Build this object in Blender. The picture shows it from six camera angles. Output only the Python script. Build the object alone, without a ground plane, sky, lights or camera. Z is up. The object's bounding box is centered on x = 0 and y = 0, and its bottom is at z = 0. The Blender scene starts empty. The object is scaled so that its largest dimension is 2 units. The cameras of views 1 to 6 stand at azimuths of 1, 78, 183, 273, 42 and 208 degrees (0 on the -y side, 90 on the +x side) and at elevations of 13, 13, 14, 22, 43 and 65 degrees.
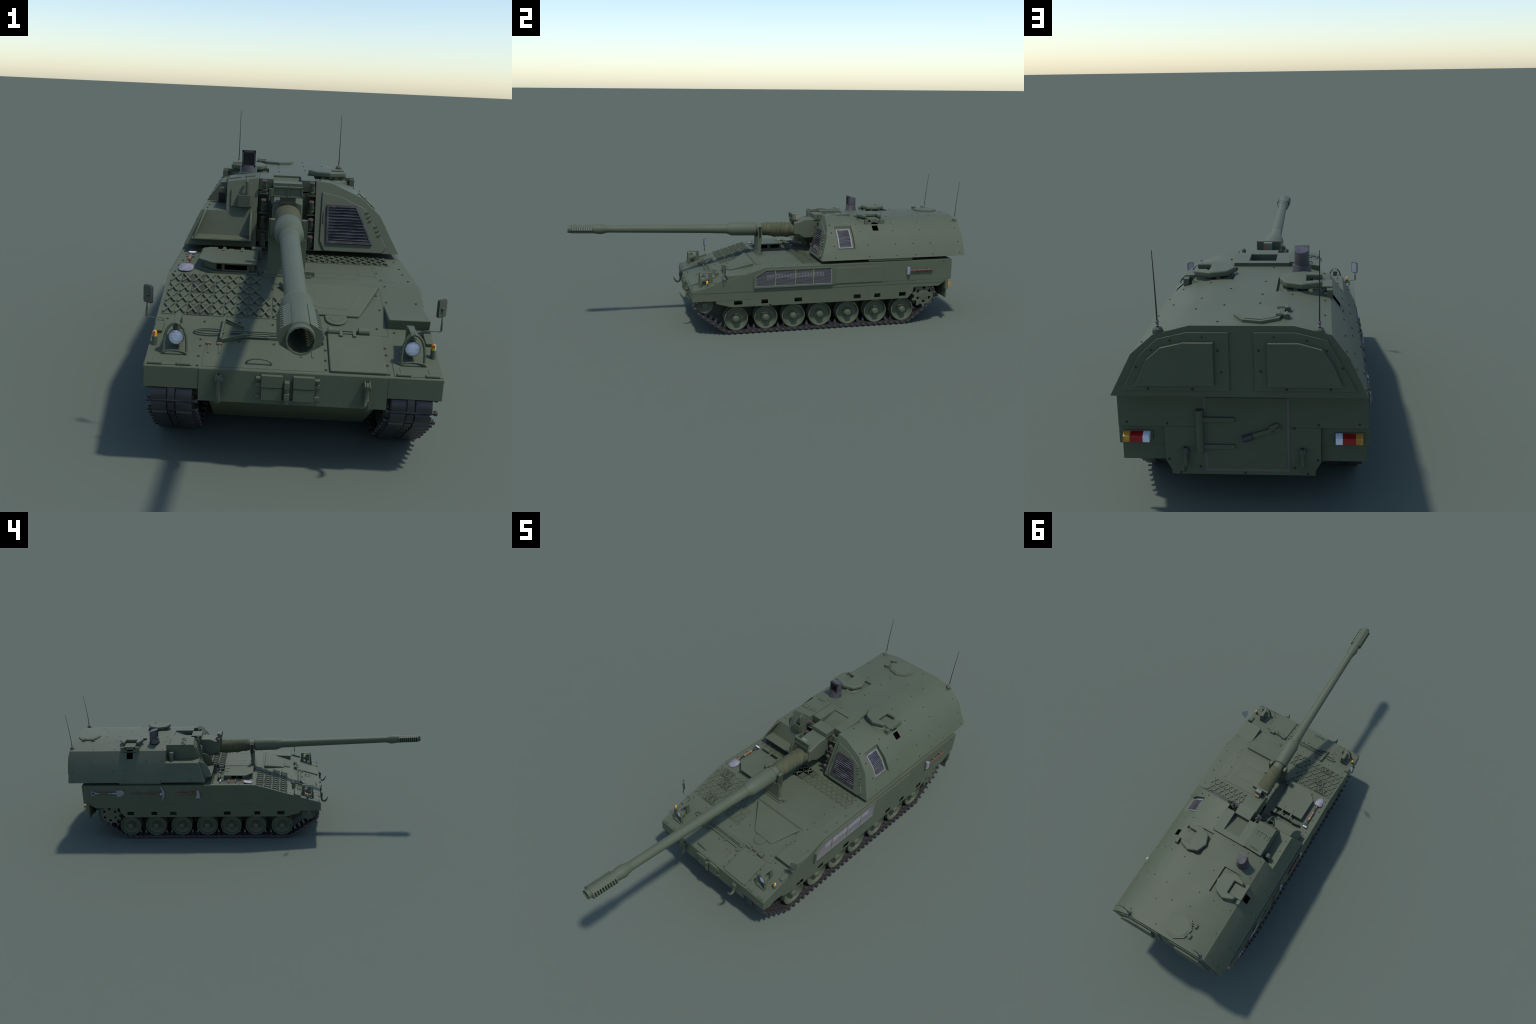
import bpy, bmesh, math, random
from mathutils import Vector, Matrix, noise

random.seed(7)
V = Vector
C = bpy.context

# =====================================================================
# MATERIALS
# =====================================================================
def nodes_of(name):
    m = bpy.data.materials.new(name)
    m.use_nodes = True
    nt = m.node_tree
    return m, nt, nt.nodes['Principled BSDF']

def mottled(name, col, col2, scale=9.0, rough=0.6, metal=0.0, fine=0.0, detail=4.0,
            lo=0.35, hi=0.7, spec=0.4, bump_scale=220.0, stretch=(1, 1, 1), coat=0.0):
    """base colour drifting between two tones by object-space noise, optional fine bump"""
    m, nt, b = nodes_of(name)
    L = nt.links.new
    tc = nt.nodes.new('ShaderNodeTexCoord')
    mp = nt.nodes.new('ShaderNodeMapping')
    mp.inputs['Scale'].default_value = stretch
    n = nt.nodes.new('ShaderNodeTexNoise')
    n.inputs['Scale'].default_value = scale
    n.inputs['Detail'].default_value = detail
    n.inputs['Roughness'].default_value = 0.6
    r = nt.nodes.new('ShaderNodeValToRGB')
    r.color_ramp.elements[0].position = lo
    r.color_ramp.elements[1].position = hi
    r.color_ramp.elements[0].color = (*col, 1)
    r.color_ramp.elements[1].color = (*col2, 1)
    L(tc.outputs['Object'], mp.inputs['Vector'])
    L(mp.outputs['Vector'], n.inputs['Vector'])
    L(n.outputs['Fac'], r.inputs['Fac'])
    L(r.outputs['Color'], b.inputs['Base Color'])
    b.inputs['Roughness'].default_value = rough
    b.inputs['Metallic'].default_value = metal
    b.inputs['Specular IOR Level'].default_value = spec
    b.inputs['Coat Weight'].default_value = coat
    if fine > 0:
        n2 = nt.nodes.new('ShaderNodeTexNoise')
        n2.inputs['Scale'].default_value = bump_scale
        n2.inputs['Detail'].default_value = 3
        bp = nt.nodes.new('ShaderNodeBump')
        bp.inputs['Strength'].default_value = fine
        bp.inputs['Distance'].default_value = 0.001
        L(tc.outputs['Object'], n2.inputs['Vector'])
        L(n2.outputs['Fac'], bp.inputs['Height'])
        L(bp.outputs['Normal'], b.inputs['Normal'])
    return m

GREEN_A, GREEN_B = (0.0700, 0.0850, 0.0535), (0.0760, 0.0920, 0.0585)
green = mottled('olive_green_paint', GREEN_A, GREEN_B, 7.0, 0.62, fine=0.02, spec=0.3)
green_dark = mottled('shaded_mesh_floor', (0.030, 0.037, 0.024), (0.041, 0.049, 0.032), 60.0, 0.8)
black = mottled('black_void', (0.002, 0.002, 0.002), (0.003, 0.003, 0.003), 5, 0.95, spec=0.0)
boltm = mottled('shadow_darkened_bolt', (0.028, 0.030, 0.018), (0.038, 0.039, 0.025), 90, 0.8, spec=.2)  # bolt colour darkened for the shadow around each head
canvas = mottled('olive_brown_canvas', (0.062, 0.066, 0.037), (0.077, 0.081, 0.046), 18, 0.85, fine=0.25, bump_scale=420, spec=0.15)
trackm = mottled('track_steel', (0.034, 0.031, 0.032), (0.085, 0.076, 0.077), 55, 0.42, 0.35, fine=0.2, lo=0.4, hi=0.68, spec=0.5)
rubber = mottled('track_rubber', (0.026, 0.025, 0.027), (0.046, 0.044, 0.047), 40, 0.40, 0.1, fine=0.2, spec=0.5)
sight_metal = mottled('brushed_violet_metal', (0.040, 0.036, 0.039), (0.072, 0.067, 0.073), 34, 0.5, 0.25, fine=0.1, spec=0.5, stretch=(1, 1, .4))
glass_dark = mottled('dark_glass', (0.006, 0.006, 0.010), (0.010, 0.010, 0.015), 20, 0.12, spec=0.5)
slat_metal = mottled('louvre_steel', (0.040, 0.038, 0.040), (0.170, 0.165, 0.172), 22, 0.38, 0.45, spec=0.5, stretch=(1, .5, 4))
frame_dark = mottled('dark_worn_frame', (0.042, 0.036, 0.034), (0.095, 0.091, 0.100), 45, 0.45, 0.3, lo=.45, hi=.68)
frame_light = mottled('pale_steel_frame', (0.165, 0.166, 0.170), (0.250, 0.250, 0.254), 40, 0.5, 0.3)
strip_olive = mottled('yellow_olive_strip', (0.150, 0.152, 0.062), (0.210, 0.210, 0.090), 70, 0.7)
amber = mottled('amber_lens', (0.55, 0.10, 0.008), (0.80, 0.50, 0.02), 95, 0.2, lo=.42, hi=.58, coat=.4)
tail_amber = mottled('tail_amber_lens', (0.30, 0.125, 0.018), (0.52, 0.28, 0.035), 28, 0.25, coat=.4)
red_lens = mottled('red_lens', (0.20, 0.006, 0.007), (0.32, 0.010, 0.011), 60, 0.2, coat=.4)
white_lens = mottled('milky_lens', (0.56, 0.60, 0.68), (0.70, 0.73, 0.80), 40, 0.18, coat=.4)
head_lens = mottled('ribbed_headlight_glass', (0.50, 0.47, 0.52), (0.68, 0.70, 0.77), 60, 0.15, lo=.36, hi=.5, stretch=(.5, 1, 3), coat=.5)
mirror_m = mottled('mirror_face', (0.48, 0.51, 0.56), (0.55, 0.58, 0.63), 10, 0.15, 0.3)
mirror_rim = mottled('mirror_rim', (0.036, 0.032, 0.037), (0.050, 0.046, 0.052), 20, 0.5)
wood = mottled('red_brown_handle', (0.090, 0.034, 0.022), (0.160, 0.066, 0.042), 30, 0.6, stretch=(4, .6, 4))
wood_o = mottled('orange_varnished_handle', (0.24, 0.085, 0.026), (0.34, 0.12, 0.040), 30, 0.45, stretch=(4, .6, 4))
tool_steel = mottled('pale_tool_steel', (0.150, 0.150, 0.172), (0.250, 0.250, 0.280), 50, 0.58, 0.2)
side_steel = mottled('bright_worn_steel', (0.17, 0.175, 0.205), (0.31, 0.315, 0.35), 70, 0.5, 0.2)
rusty = mottled('rusted_blade', (0.155, 0.105, 0.075), (0.270, 0.250, 0.270), 34, 0.55, 0.25, lo=.4, hi=.6)
white_metal = mottled('white_grip', (0.62, 0.62, 0.68), (0.72, 0.72, 0.78), 30, 0.35)
dark_iron = mottled('dark_iron', (0.024, 0.020, 0.020), (0.046, 0.040, 0.040), 40, 0.5, .2)
violet_cap = mottled('violet_cap', (0.052, 0.030, 0.036), (0.075, 0.046, 0.052), 60, 0.6)
gasket = mottled('grey_brown_gasket', (0.095, 0.090, 0.075), (0.115, 0.108, 0.092), 30, 0.75)
antenna_m = mottled('antenna_rod', (0.016, 0.016, 0.018), (0.024, 0.024, 0.027), 30, 0.5)
spring_pink = mottled('pink_coil', (0.50, 0.27, 0.24), (0.60, 0.42, 0.40), 150, 0.5)
copper = mottled('copper_knob', (0.165, 0.088, 0.052), (0.20, 0.11, 0.068), 60, 0.6)
sage_camo = mottled('sage_and_rust_camouflage', (0.115, 0.135, 0.098), (0.20, 0.105, 0.062), 34, 0.7, lo=.52, hi=.55, detail=1)
yellow_ol = mottled('yellow_fitting', (0.30, 0.30, 0.14), (0.36, 0.36, 0.18), 60, 0.6)

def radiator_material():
    """horizontal louvres with a baked reflection painted as bright dots across the middle"""
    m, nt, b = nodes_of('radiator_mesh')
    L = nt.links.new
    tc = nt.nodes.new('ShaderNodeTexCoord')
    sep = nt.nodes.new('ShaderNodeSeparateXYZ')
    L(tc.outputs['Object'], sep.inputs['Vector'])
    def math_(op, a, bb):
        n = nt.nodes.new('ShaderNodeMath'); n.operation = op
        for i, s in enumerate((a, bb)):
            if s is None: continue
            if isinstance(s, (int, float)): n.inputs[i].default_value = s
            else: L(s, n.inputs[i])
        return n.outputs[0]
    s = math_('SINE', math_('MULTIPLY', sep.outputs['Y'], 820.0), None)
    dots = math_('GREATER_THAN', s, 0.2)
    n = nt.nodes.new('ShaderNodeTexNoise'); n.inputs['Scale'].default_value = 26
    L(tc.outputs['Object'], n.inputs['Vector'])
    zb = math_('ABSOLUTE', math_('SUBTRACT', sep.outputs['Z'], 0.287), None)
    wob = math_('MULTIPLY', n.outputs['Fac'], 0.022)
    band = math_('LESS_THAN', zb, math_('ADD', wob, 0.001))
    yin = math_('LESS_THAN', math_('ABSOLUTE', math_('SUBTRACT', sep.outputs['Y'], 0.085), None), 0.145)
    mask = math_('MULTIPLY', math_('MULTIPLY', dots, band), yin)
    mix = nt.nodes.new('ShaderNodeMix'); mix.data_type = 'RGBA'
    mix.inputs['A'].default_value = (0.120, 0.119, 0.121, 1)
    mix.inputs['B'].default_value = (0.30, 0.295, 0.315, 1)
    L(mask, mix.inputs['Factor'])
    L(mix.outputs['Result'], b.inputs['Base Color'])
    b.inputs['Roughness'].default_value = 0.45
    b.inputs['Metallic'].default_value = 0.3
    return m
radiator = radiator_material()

# =====================================================================
# PART BUILDER
# =====================================================================
ROOT = bpy.data.objects.new('self_propelled_howitzer', None)
C.collection.objects.link(ROOT)
ROOT['label'] = 'olive green tracked howitzer with long gun and slab turret'
ROOT['category'] = 'military vehicle'

class Part:
    def __init__(self, name, mat=None):
        self.name, self.mat = name, mat or green
        self.v, self.f, self.mi, self.mats = [], [], [], []
        self.M = Matrix.Identity(4)
    def slot(self, mat):
        mat = mat or self.mat
        if mat not in self.mats: self.mats.append(mat)
        return self.mats.index(mat)
    def add(self, verts, faces, mat=None):
        o = len(self.v); s = self.slot(mat)
        self.v += [self.M @ V(p) for p in verts]
        for fc in faces:
            self.f.append([i + o for i in fc]); self.mi.append(s)
        return self
    def box(self, lo, hi, mat=None):
        (a, b, c), (d, e, f) = lo, hi
        vs = [(a, b, c), (d, b, c), (d, e, c), (a, e, c), (a, b, f), (d, b, f), (d, e, f), (a, e, f)]
        return self.add(vs, [(3, 2, 1, 0), (4, 5, 6, 7), (0, 1, 5, 4), (1, 2, 6, 5), (2, 3, 7, 6), (3, 0, 4, 7)], mat)
    def bar(self, p, q, w, h, mat=None, up=(0, 0, 1)):
        """rectangular bar from p to q, width w, height h standing on the line"""
        p, q, up = V(p), V(q), V(up)
        d = (q - p).normalized(); s = d.cross(up).normalized() * (w / 2); u = s.cross(d).normalized() * h
        vs = [p - s, p + s, q + s, q - s, p - s + u, p + s + u, q + s + u, q - s + u]
        return self.add(vs, [(3, 2, 1, 0), (4, 5, 6, 7), (0, 1, 5, 4), (1, 2, 6, 5), (2, 3, 7, 6), (3, 0, 4, 7)], mat)
    def loft(self, secs, mat=None, caps=True, ring=True):
        n = len(secs[0]); vs = [p for s in secs for p in s]; fs = []
        for k in range(len(secs) - 1):
            for i in range(n if ring else n - 1):
                j = (i + 1) % n
                fs.append((k * n + i, k * n + j, (k + 1) * n + j, (k + 1) * n + i))
        if caps:
            fs.append(tuple(range(n))[::-1]); fs.append(tuple((len(secs) - 1) * n + i for i in range(n)))
        return self.add(vs, fs, mat)
    def prism(self, poly, axis, a, b, mat=None):
        def pt(u, w, t):
            return {'x': (t, u, w), 'y': (u, t, w), 'z': (u, w, t)}[axis]
        return self.loft([[pt(u, w, a) for u, w in poly], [pt(u, w, b) for u, w in poly]], mat)
    def lathe(self, prof, o, d, n=24, mat=None, caps=True, phase=0.0):
        """prof: (distance along axis, radius) pairs"""
        o, d = V(o), V(d).normalized()
        a = V((0, 0, 1)) if abs(d.z) < .9 else V((1, 0, 0))
        s = d.cross(a).normalized(); t = s.cross(d)
        secs = [[o + d * h + (s * math.cos(2 * math.pi * i / n + phase) + t * math.sin(2 * math.pi * i / n + phase)) * r for i in range(n)] for h, r in prof]
        return self.loft(secs, mat, caps)
    def cyl(self, p, q, r, n=16, mat=None, r2=None):
        p, q = V(p), V(q)
        return self.lathe([(0, r), ((q - p).length, r if r2 is None else r2)], p, q - p, n, mat)
    def tube(self, pts, r, n=8, mat=None, closed=False):
        pts = [V(p) for p in pts]; N = len(pts)
        rr = r if isinstance(r, (list, tuple)) else [r] * N
        secs, prev = [], None
        for i, p in enumerate(pts):
            if closed: d = pts[(i + 1) % N] - pts[i - 1]
            else: d = pts[min(i + 1, N - 1)] - pts[max(i - 1, 0)]
            d.normalize()
            a = prev if prev else (V((0, 0, 1)) if abs(d.z) < .9 else V((1, 0, 0)))
            s = d.cross(a).normalized(); t = s.cross(d).normalized(); prev = t
            secs.append([p + (s * math.cos(2 * math.pi * k / n) + t * math.sin(2 * math.pi * k / n)) * rr[i] for k in range(n)])
        if closed:
            secs.append(secs[0]); return self.loft(secs, mat, caps=False)
        return self.loft(secs, mat)
    def dome(self, o, d, r, h, n=14, mat=None, k=5):
        return self.lathe([(h * math.sin(math.pi / 2 * i / k), max(r * math.cos(math.pi / 2 * i / k), 1e-4)) for i in range(k + 1)], o, d, n, mat)
    def mesh(self):
        me = bpy.data.meshes.new(self.name)
        me.from_pydata(self.v, [], self.f)
        for m in self.mats: me.materials.append(m)
        me.polygons.foreach_set('material_index', self.mi)
        bm = bmesh.new(); bm.from_mesh(me)
        bmesh.ops.remove_doubles(bm, verts=bm.verts, dist=1e-6)
        bmesh.ops.recalc_face_normals(bm, faces=bm.faces)
        bm.to_mesh(me); bm.free()
        return me
    def build(self, parent=None, bevel=0.0, segs=2, angle=32, cuts=(), kind=None, name=None, selfcut=False):
        me = self.mesh()
        ob = bpy.data.objects.new(name or self.name, me)
        C.collection.objects.link(ob)
        for cutter in cuts:
            cm = cutter.mesh(); co = bpy.data.objects.new('cutter', cm); C.collection.objects.link(co)
            md = ob.modifiers.new('cut', 'BOOLEAN'); md.operation = 'DIFFERENCE'; md.solver = 'EXACT'
            md.object = co; md.material_mode = 'TRANSFER'; md.use_self = selfcut
            C.view_layer.update()
            new = bpy.data.meshes.new_from_object(ob.evaluated_get(C.evaluated_depsgraph_get()))
            ob.modifiers.clear(); old = ob.data; ob.data = new; new.name = self.name
            bpy.data.objects.remove(co); bpy.data.meshes.remove(cm); bpy.data.meshes.remove(old)
        me = ob.data
        me.shade_smooth(); me.set_sharp_from_angle(angle=math.radians(angle))
        if bevel > 0:
            b = ob.modifiers.new('rounded_edges', 'BEVEL')
            b.width = bevel; b.segments = segs; b.limit_method = 'ANGLE'; b.angle_limit = math.radians(angle)
            b.harden_normals = True; b.use_clamp_overlap = True
        ob.parent = parent or ROOT
        if kind: ob['kind'] = kind
        return ob

def copy_of(ob, loc=(0, 0, 0), rot=None, parent=None, scale=None):
    o = ob.copy()
    o.location = loc
    if rot: o.rotation_euler = rot
    if scale: o.scale = scale
    C.collection.objects.link(o)
    o.parent = parent or ob.parent
    return o

def frame(origin, ex, ey, ez):
    M = Matrix.Identity(4)
    for i, a in enumerate((ex, ey, ez)):
        for r in range(3): M[r][i] = a[r]
    for r in range(3): M[r][3] = origin[r]
    return M

# ---- reference surfaces ------------------------------------------------
SL = math.atan(0.301); CS, SN = math.cos(SL), math.sin(SL)
GL = frame((0, -.424, .2225), (1, 0, 0), (0, CS, SN), (0, -SN, CS))      # glacis frame (x, along slope, out)
gv = lambda y: (y + .424) / CS
DECK = .331
FT = 0.37; FN = math.sqrt(1 + FT * FT)
FACE = frame((0, .218, .348), (1, 0, 0), (0, FT / FN, 1 / FN), (0, -1 / FN, FT / FN))   # turret front face frame
fw = lambda z: (z - .348) * FN
fy = lambda z: .218 + FT * (z - .348)
TX = [-.3104, -.2659, -.2234, -.1358, .111, .1985, .254, .309]
TZ = [.348, .4465, .505, .527, .527, .5035, .4545, .348]
def tz(x):
    for i in range(7):
        if TX[i] <= x <= TX[i + 1]:
            t = (x - TX[i]) / (TX[i + 1] - TX[i]); return TZ[i] + t * (TZ[i + 1] - TZ[i]), V((-(TZ[i + 1] - TZ[i]), 0, TX[i + 1] - TX[i])).normalized()
    return .348, V((0, 0, 1))

# bolts (shared mesh, many objects)
_b = Part('bolt', boltm)
_b.lathe([(-.0005, .0030), (.0010, .0030), (.0020, .0020), (.0022, .0008)], (0, 0, 0), (0, 0, 1), 8)
BOLT = _b.mesh(); BOLT.shade_smooth(); BOLT.set_sharp_from_angle(angle=math.radians(40))
def bolt(p, n, parent, s=1.0):
    o = bpy.data.objects.new('bolt', BOLT)
    C.collection.objects.link(o)
    o.location = p; o.rotation_euler = V(n).to_track_quat('Z', 'Y').to_euler(); o.scale = (s, s, s)
    o.parent = parent

# =====================================================================
# HULL
# =====================================================================
h = Part('hull')
h.prism([(-.424, .2225), (-.065, .331), (.909, .333), (.909, .232), (.862, .2135), (-.424, .2135)], 'x', -.3150, .3150)
hull = h.build(bevel=.0012)

t = Part('hull_tub')
t.prism([(-.4225, .2120), (-.4225, .1500), (-.262, .045), (.77, .045), (.828, .080), (.828, .2120)], 'x', -.175, .175)
t.prism([(.8260, .055), (.8950, .0995), (.8950, .2118), (.8260, .2118)], 'x', -.125, .125)
t.build(hull, bevel=.001)

tv = Part('wheel_well_shadow_panel', black)  # black panels modelled as the unlit interior behind the skirt holes
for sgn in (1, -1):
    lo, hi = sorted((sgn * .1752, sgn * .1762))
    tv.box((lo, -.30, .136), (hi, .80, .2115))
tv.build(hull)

fp = Part('bow_plate')
fp.box((-.1985, -.4255, .150), (.1985, -.412, .2215))
fp.build(hull, bevel=.0008)

# rear plate with chamfered lower corners
rp = Part('tail_plate')
rp.prism([(-.1985, .2312), (-.1985, .137), (-.184, .111), (-.184, .099), (.184, .099), (.184, .111), (.1985, .137), (.1985, .2312)], 'y', .894, .9085)
rp.build(hull, bevel=.0008)

HOLES = [(-.222, -.181), (-.086, -.053), (.081, .119), (.387, .424), (.497, .529), (.629, .666)]
SK = [(-.4235, .222), (-.4235, .1755), (-.309, .174), (-.309, .161), (-.233, .1395), (.677, .138), (.703, .168), (.709, .195), (.842, .195), (.872, .213), (.906, .232), (.906, .236), (-.365, .236)]
for sgn in (1, -1):
    s = Part('track_skirt')
    s.prism([(y, z) for y, z in SK], 'x', sgn * .3095, sgn * .3135)
    cut = Part('cut', black)
    for a, b in HOLES:
        cut.box((min(sgn * .29, sgn * .33), a, .1515), (max(sgn * .29, sgn * .33), b, .171))
    s.build(hull, cuts=[cut])
    # seam strips, thin lower apron
    a = Part('skirt_seam', green)
    x0, x1 = sorted((sgn * .3130, sgn * .3139))
    for ya, yb in ((-.305, -.272), (-.262, -.190), (-.180, -.140)):
        a.box((x0, ya, .1742), (x1, yb, .1752), green_dark)
    a.build(hull)
    fg = Part('mudguard')
    lo, hi = sorted((sgn * .1990, sgn * .3138))
    fg.box((lo, -.4245, .1755), (hi, -.419, .2218))
    lo, hi = sorted((sgn * .3050, sgn * .3142))
    fg.box((lo, -.4235, .1750), (hi, -.3650, .2215))
    fg.build(hull, bevel=.001)
    # rear mud flap with lamp carrier
    mf = Part('mud_flap')
    lo, hi = sorted((sgn * .1990, sgn * .3135))
    mf.box((lo, .882, .1300), (hi, .889, .2310))
    lo, hi = sorted((sgn * .1992, sgn * .3200))
    mf.box((lo, .878, .1765), (hi, .8935, .2285))
    mf.build(hull, bevel=.001)
    lp = Part('tail_lamp')
    for xa, xb, m in ((.2345, .2520, white_lens), (.2522, .2850, red_lens), (.2852, .3030, tail_amber)):
        xa, xb = (xa + .003, xb + .003) if sgn > 0 else (xa, xb)
        lo, hi = sorted((sgn * xa, sgn * xb))
        lp.prism([(.8925, .189), (.9150, .1895), (.9150, .2055), (.9030, .2125), (.8925, .2125)], 'x', lo, hi, m)
    lo, hi = sorted((sgn * .232, sgn * .309))
    lp.box((lo, .8928, .1875), (hi, .897, .2140), green)
    lp.build(hull, bevel=.0006)

# sunlit scrap of each skirt's lower edge, modelled as a yellow wedge
for sgn in (1, -1):
    w = Part('skirt_lit_wedge', yellow_ol)
    lo, hi = sorted((sgn * .3095, sgn * .3135))
    w.prism([(-.052, .1385), (-.036, .1385), (-.040, .1480)], 'x', lo, hi)
    w.build(hull)

# radiator housing on the right flank ------------------------------------------
rg = Part('radiator_frame')
outer = [(-.127, .2305), (-.124, .2835), (-.066, .3215), (.2725, .3215), (.2725, .2305)]
inner = [(-.117, .2400), (-.115, .2855), (-.0645, .3160), (.2665, .3160), (.2665, .2385)]
def ringframe(P, o, i, axis, a, b, mat=None):
    n = len(o)
    for k in range(n):
        j = (k + 1) % n
        P.prism([o[k], o[j], i[j], i[k]], axis, a, b, mat)
ringframe(rg, outer, inner, 'x', .3130, .3250)
rg.box((.3130, .2728, .2305), (.3200, .2885, .3180))
rg.build(hull, bevel=.0010)
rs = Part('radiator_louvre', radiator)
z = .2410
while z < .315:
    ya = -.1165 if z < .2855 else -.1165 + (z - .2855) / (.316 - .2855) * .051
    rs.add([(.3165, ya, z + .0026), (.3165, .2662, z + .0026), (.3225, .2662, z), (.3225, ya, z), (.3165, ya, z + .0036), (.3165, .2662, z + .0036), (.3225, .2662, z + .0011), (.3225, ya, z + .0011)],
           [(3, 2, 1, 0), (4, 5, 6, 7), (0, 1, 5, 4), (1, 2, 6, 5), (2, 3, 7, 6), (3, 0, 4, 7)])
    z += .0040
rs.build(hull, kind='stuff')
rb = Part('radiator_backing', green_dark); rb.prism(inner, 'x', .3140, .3158, green_dark); rb.build(hull)
rd = Part('radiator_divider', strip_olive)
for y in (-.020, .082, .173):
    rd.box((.3200, y - .0016, .2395), (.3245, y + .0016, .3165 if y > -.06 else .30))
rd.box((.3215, .2635, .2390), (.3245, .2665, .3160), frame_light)
rd.box((.3215, -.1165, .2380), (.3245, .2665, .2405), frame_light)
rd.box((.3215, -.1175, .2380), (.3245, -.1145, .2840), frame_light)
rd.build(hull)
eb = Part('stowage_box'); eb.box((.3130, .2890, .2335), (.3195, .5355, .3150)); eb.build(hull, bevel=.0018)
us = Part('flank_plate'); us.box((.3135, .5358, .2325), (.3157, .9088, .3325)); us.build(hull)
us = Part('flank_plate'); us.box((-.3157, -.04, .2245), (-.3135, .9088, .3325)); us.build(hull)

# hull side fasteners
for y in (.5507, .5654, .702, .717):
    bolt((.3150, y, .2295), (1, 0, 0), hull, .75)
for y in (.7201, .7059, .5683, .5543, .4159, .4024):
    bolt((-.3150, y, .2255), (-1, 0, 0), hull, .75)
bolt((.3157, .8641, .3252), (1, 0, 0), hull, 1.0)
bolt((-.3125, .561, .1686), (-1, 0, 0), hull, .8); bolt((-.3125, .254, .1686), (-1, 0, 0), hull, .8)
bolt((-.3150, -.038, .222), (-1, 0, 0), hull, .9)

# ---- glacis fittings -------------------------------------------------------
def gpart(name, mat=None):
    p = Part(name, mat); p.M = GL; return p

# X-lattice anti slip grid, left
def lattice(P, x0, x1, v0, v1, hgt, floor_mat=None, base=.0016):
    """one cell: tile floor plus a crossed pair of bars"""
    P.box((x0 + .0006, v0 + .0002, -.001), (x1 - .0006, v1 - .0002, base), floor_mat)
    ix, iv = (x1 - x0) * .13, (v1 - v0) * .10
    P.bar((x0 + ix, v0 + iv, base - .0008), (x1 - ix, v1 - iv, base - .0008), .0038, hgt)
    P.bar((x1 - ix, v0 + iv, base - .0004), (x0 + ix, v1 - iv, base - .0004), .0038, hgt)
gl = gpart('lattice_grid')
px_, py_ = .02862, .0441
dark_cells = {(1, 0), (2, 0), (2, 1), (3, 1), (2, 3), (3, 3)}
for c in range(10):
    for r in range(4):
        if c >= 8 and r < 2: continue
        x0 = -.306 + c * px_
        y1 = -.063 - r * py_; y0 = y1 - py_
        lattice(gl, x0, x0 + px_ * (1 if c < 8 else .88), gv(y0), gv(y1), .0055, green_dark if (c, r) in dark_cells else None)
gl.build(hull, kind='stuff')

# deck lattice in front of turret
dl = Part('lattice_grid'); dl.M = Matrix.Translation((0, 0, DECK))
for c in range(11):
    x0 = -.0485 + c * .02905
    for r in range(2):
        lattice(dl, x0, x0 + .02905, .128 + r * .042, .128 + (r + 1) * .042, .0052, black if (c, r) in {(0, 1), (1, 1), (0, 0)} else (green_dark if (c, r) in {(1, 0), (2, 1)} else None))
for c in range(8):
    x0 = -.292 + c * .0304
    lattice(dl, x0, x0 + .0304, .170, .212, .0040)
dl.build(hull, kind='stuff')

# engine deck lid, folded over the glacis edge
el = Part('engine_deck_lid')
el.loft([[(x, -.0925, .3200), (x, -.0925, .3262), (x, -.060, .3330), (x, .118, .3330), (x, .118, .328), (x, -.06, .325)] for x in (-.048, .216)])
el.build(hull, bevel=.0016)
dlines = Part('deck_panel', green)
for x0, x1, y0, y1 in ((.050, .1720, -.045, -.012), (.050, .1720, .006, .066), (.1745, .2140, -.007, .066)):
    dlines.box((x0, y0, .3325), (x1, y1, .3336))
dlines.box((.2165, -.045, .3300), (.262, .112, .3318))
dlines.build(hull, bevel=.0003, segs=1)

# trapezoid access hatch
th = gpart('access_hatch')
tp = [(-.035, gv(-.101)), (.056, gv(-.2165)), (.154, gv(-.2190)), (.2105, gv(-.1035))]
hh = lambda v, x=.1: max(0, .06 - x) * .035 + .0055 + (v - gv(-.219)) / (gv(-.1035) - gv(-.219)) * .0080
th.loft([[(x, v, -.001) for x, v in tp], [(x, v, hh(v, x)) for x, v in tp]])
th.build(hull, bevel=.0035, segs=3)
th2 = gpart('hatch_panel')
ti = [(-.008, gv(-.117)), (.058, gv(-.194)), (.127, gv(-.197)), (.168, gv(-.112))]
th2.loft([[(x, v, hh(v, x) - .001) for x, v in ti], [(x, v, hh(v, x) + .0012) for x, v in ti]])
th2.build(hull, bevel=.0005, segs=1)
tb = gpart('hatch_latch')
cx, cv, rr = .0995, gv(-.2290), .0255
tb.prism([(cx + rr * math.cos(a), cv + rr * math.sin(a)) for a in [math.pi + i * math.pi / 14 for i in range(15)]] + [(cx + rr, cv + .012), (cx - rr, cv + .012)], 'z', -.001, .0058)
tb.build(hull, bevel=.003, segs=3)
tb = gpart('hatch_latch')
tb.prism([(cx + .017 * math.cos(a), cv + .002 + .017 * math.sin(a)) for a in [math.pi + i * math.pi / 14 for i in range(15)]], 'z', .005, .0066)
tb.build(hull, bevel=.0006, segs=1)
ln = gpart('panel_seam', green_dark)
for a, b in (((.2155, -.094), (.2155, -.202)), ((.2145, -.202), (.2150, -.285)), ((.215, -.285), (.184, -.283)), ((.066, -.2865), (-.034, -.2865)), ((-.0485, -.094), (-.0485, -.20)), ((-.074, -.150), (-.03, -.152))):
    ln.bar((a[0], gv(a[1]), -.0002), (b[0], gv(b[1]), -.0002), .0012, .0006)
ln.build(hull)

# intake box at right
bx = Part('intake_box')
bx.loft([[(x, -.2500, .2700), (x, -.2590, .2985), (x, -.158, .3030), (x, -.150, .2980)] for x in (.2170, .3135)])
bx.build(hull, bevel=.0045, segs=3)

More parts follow.
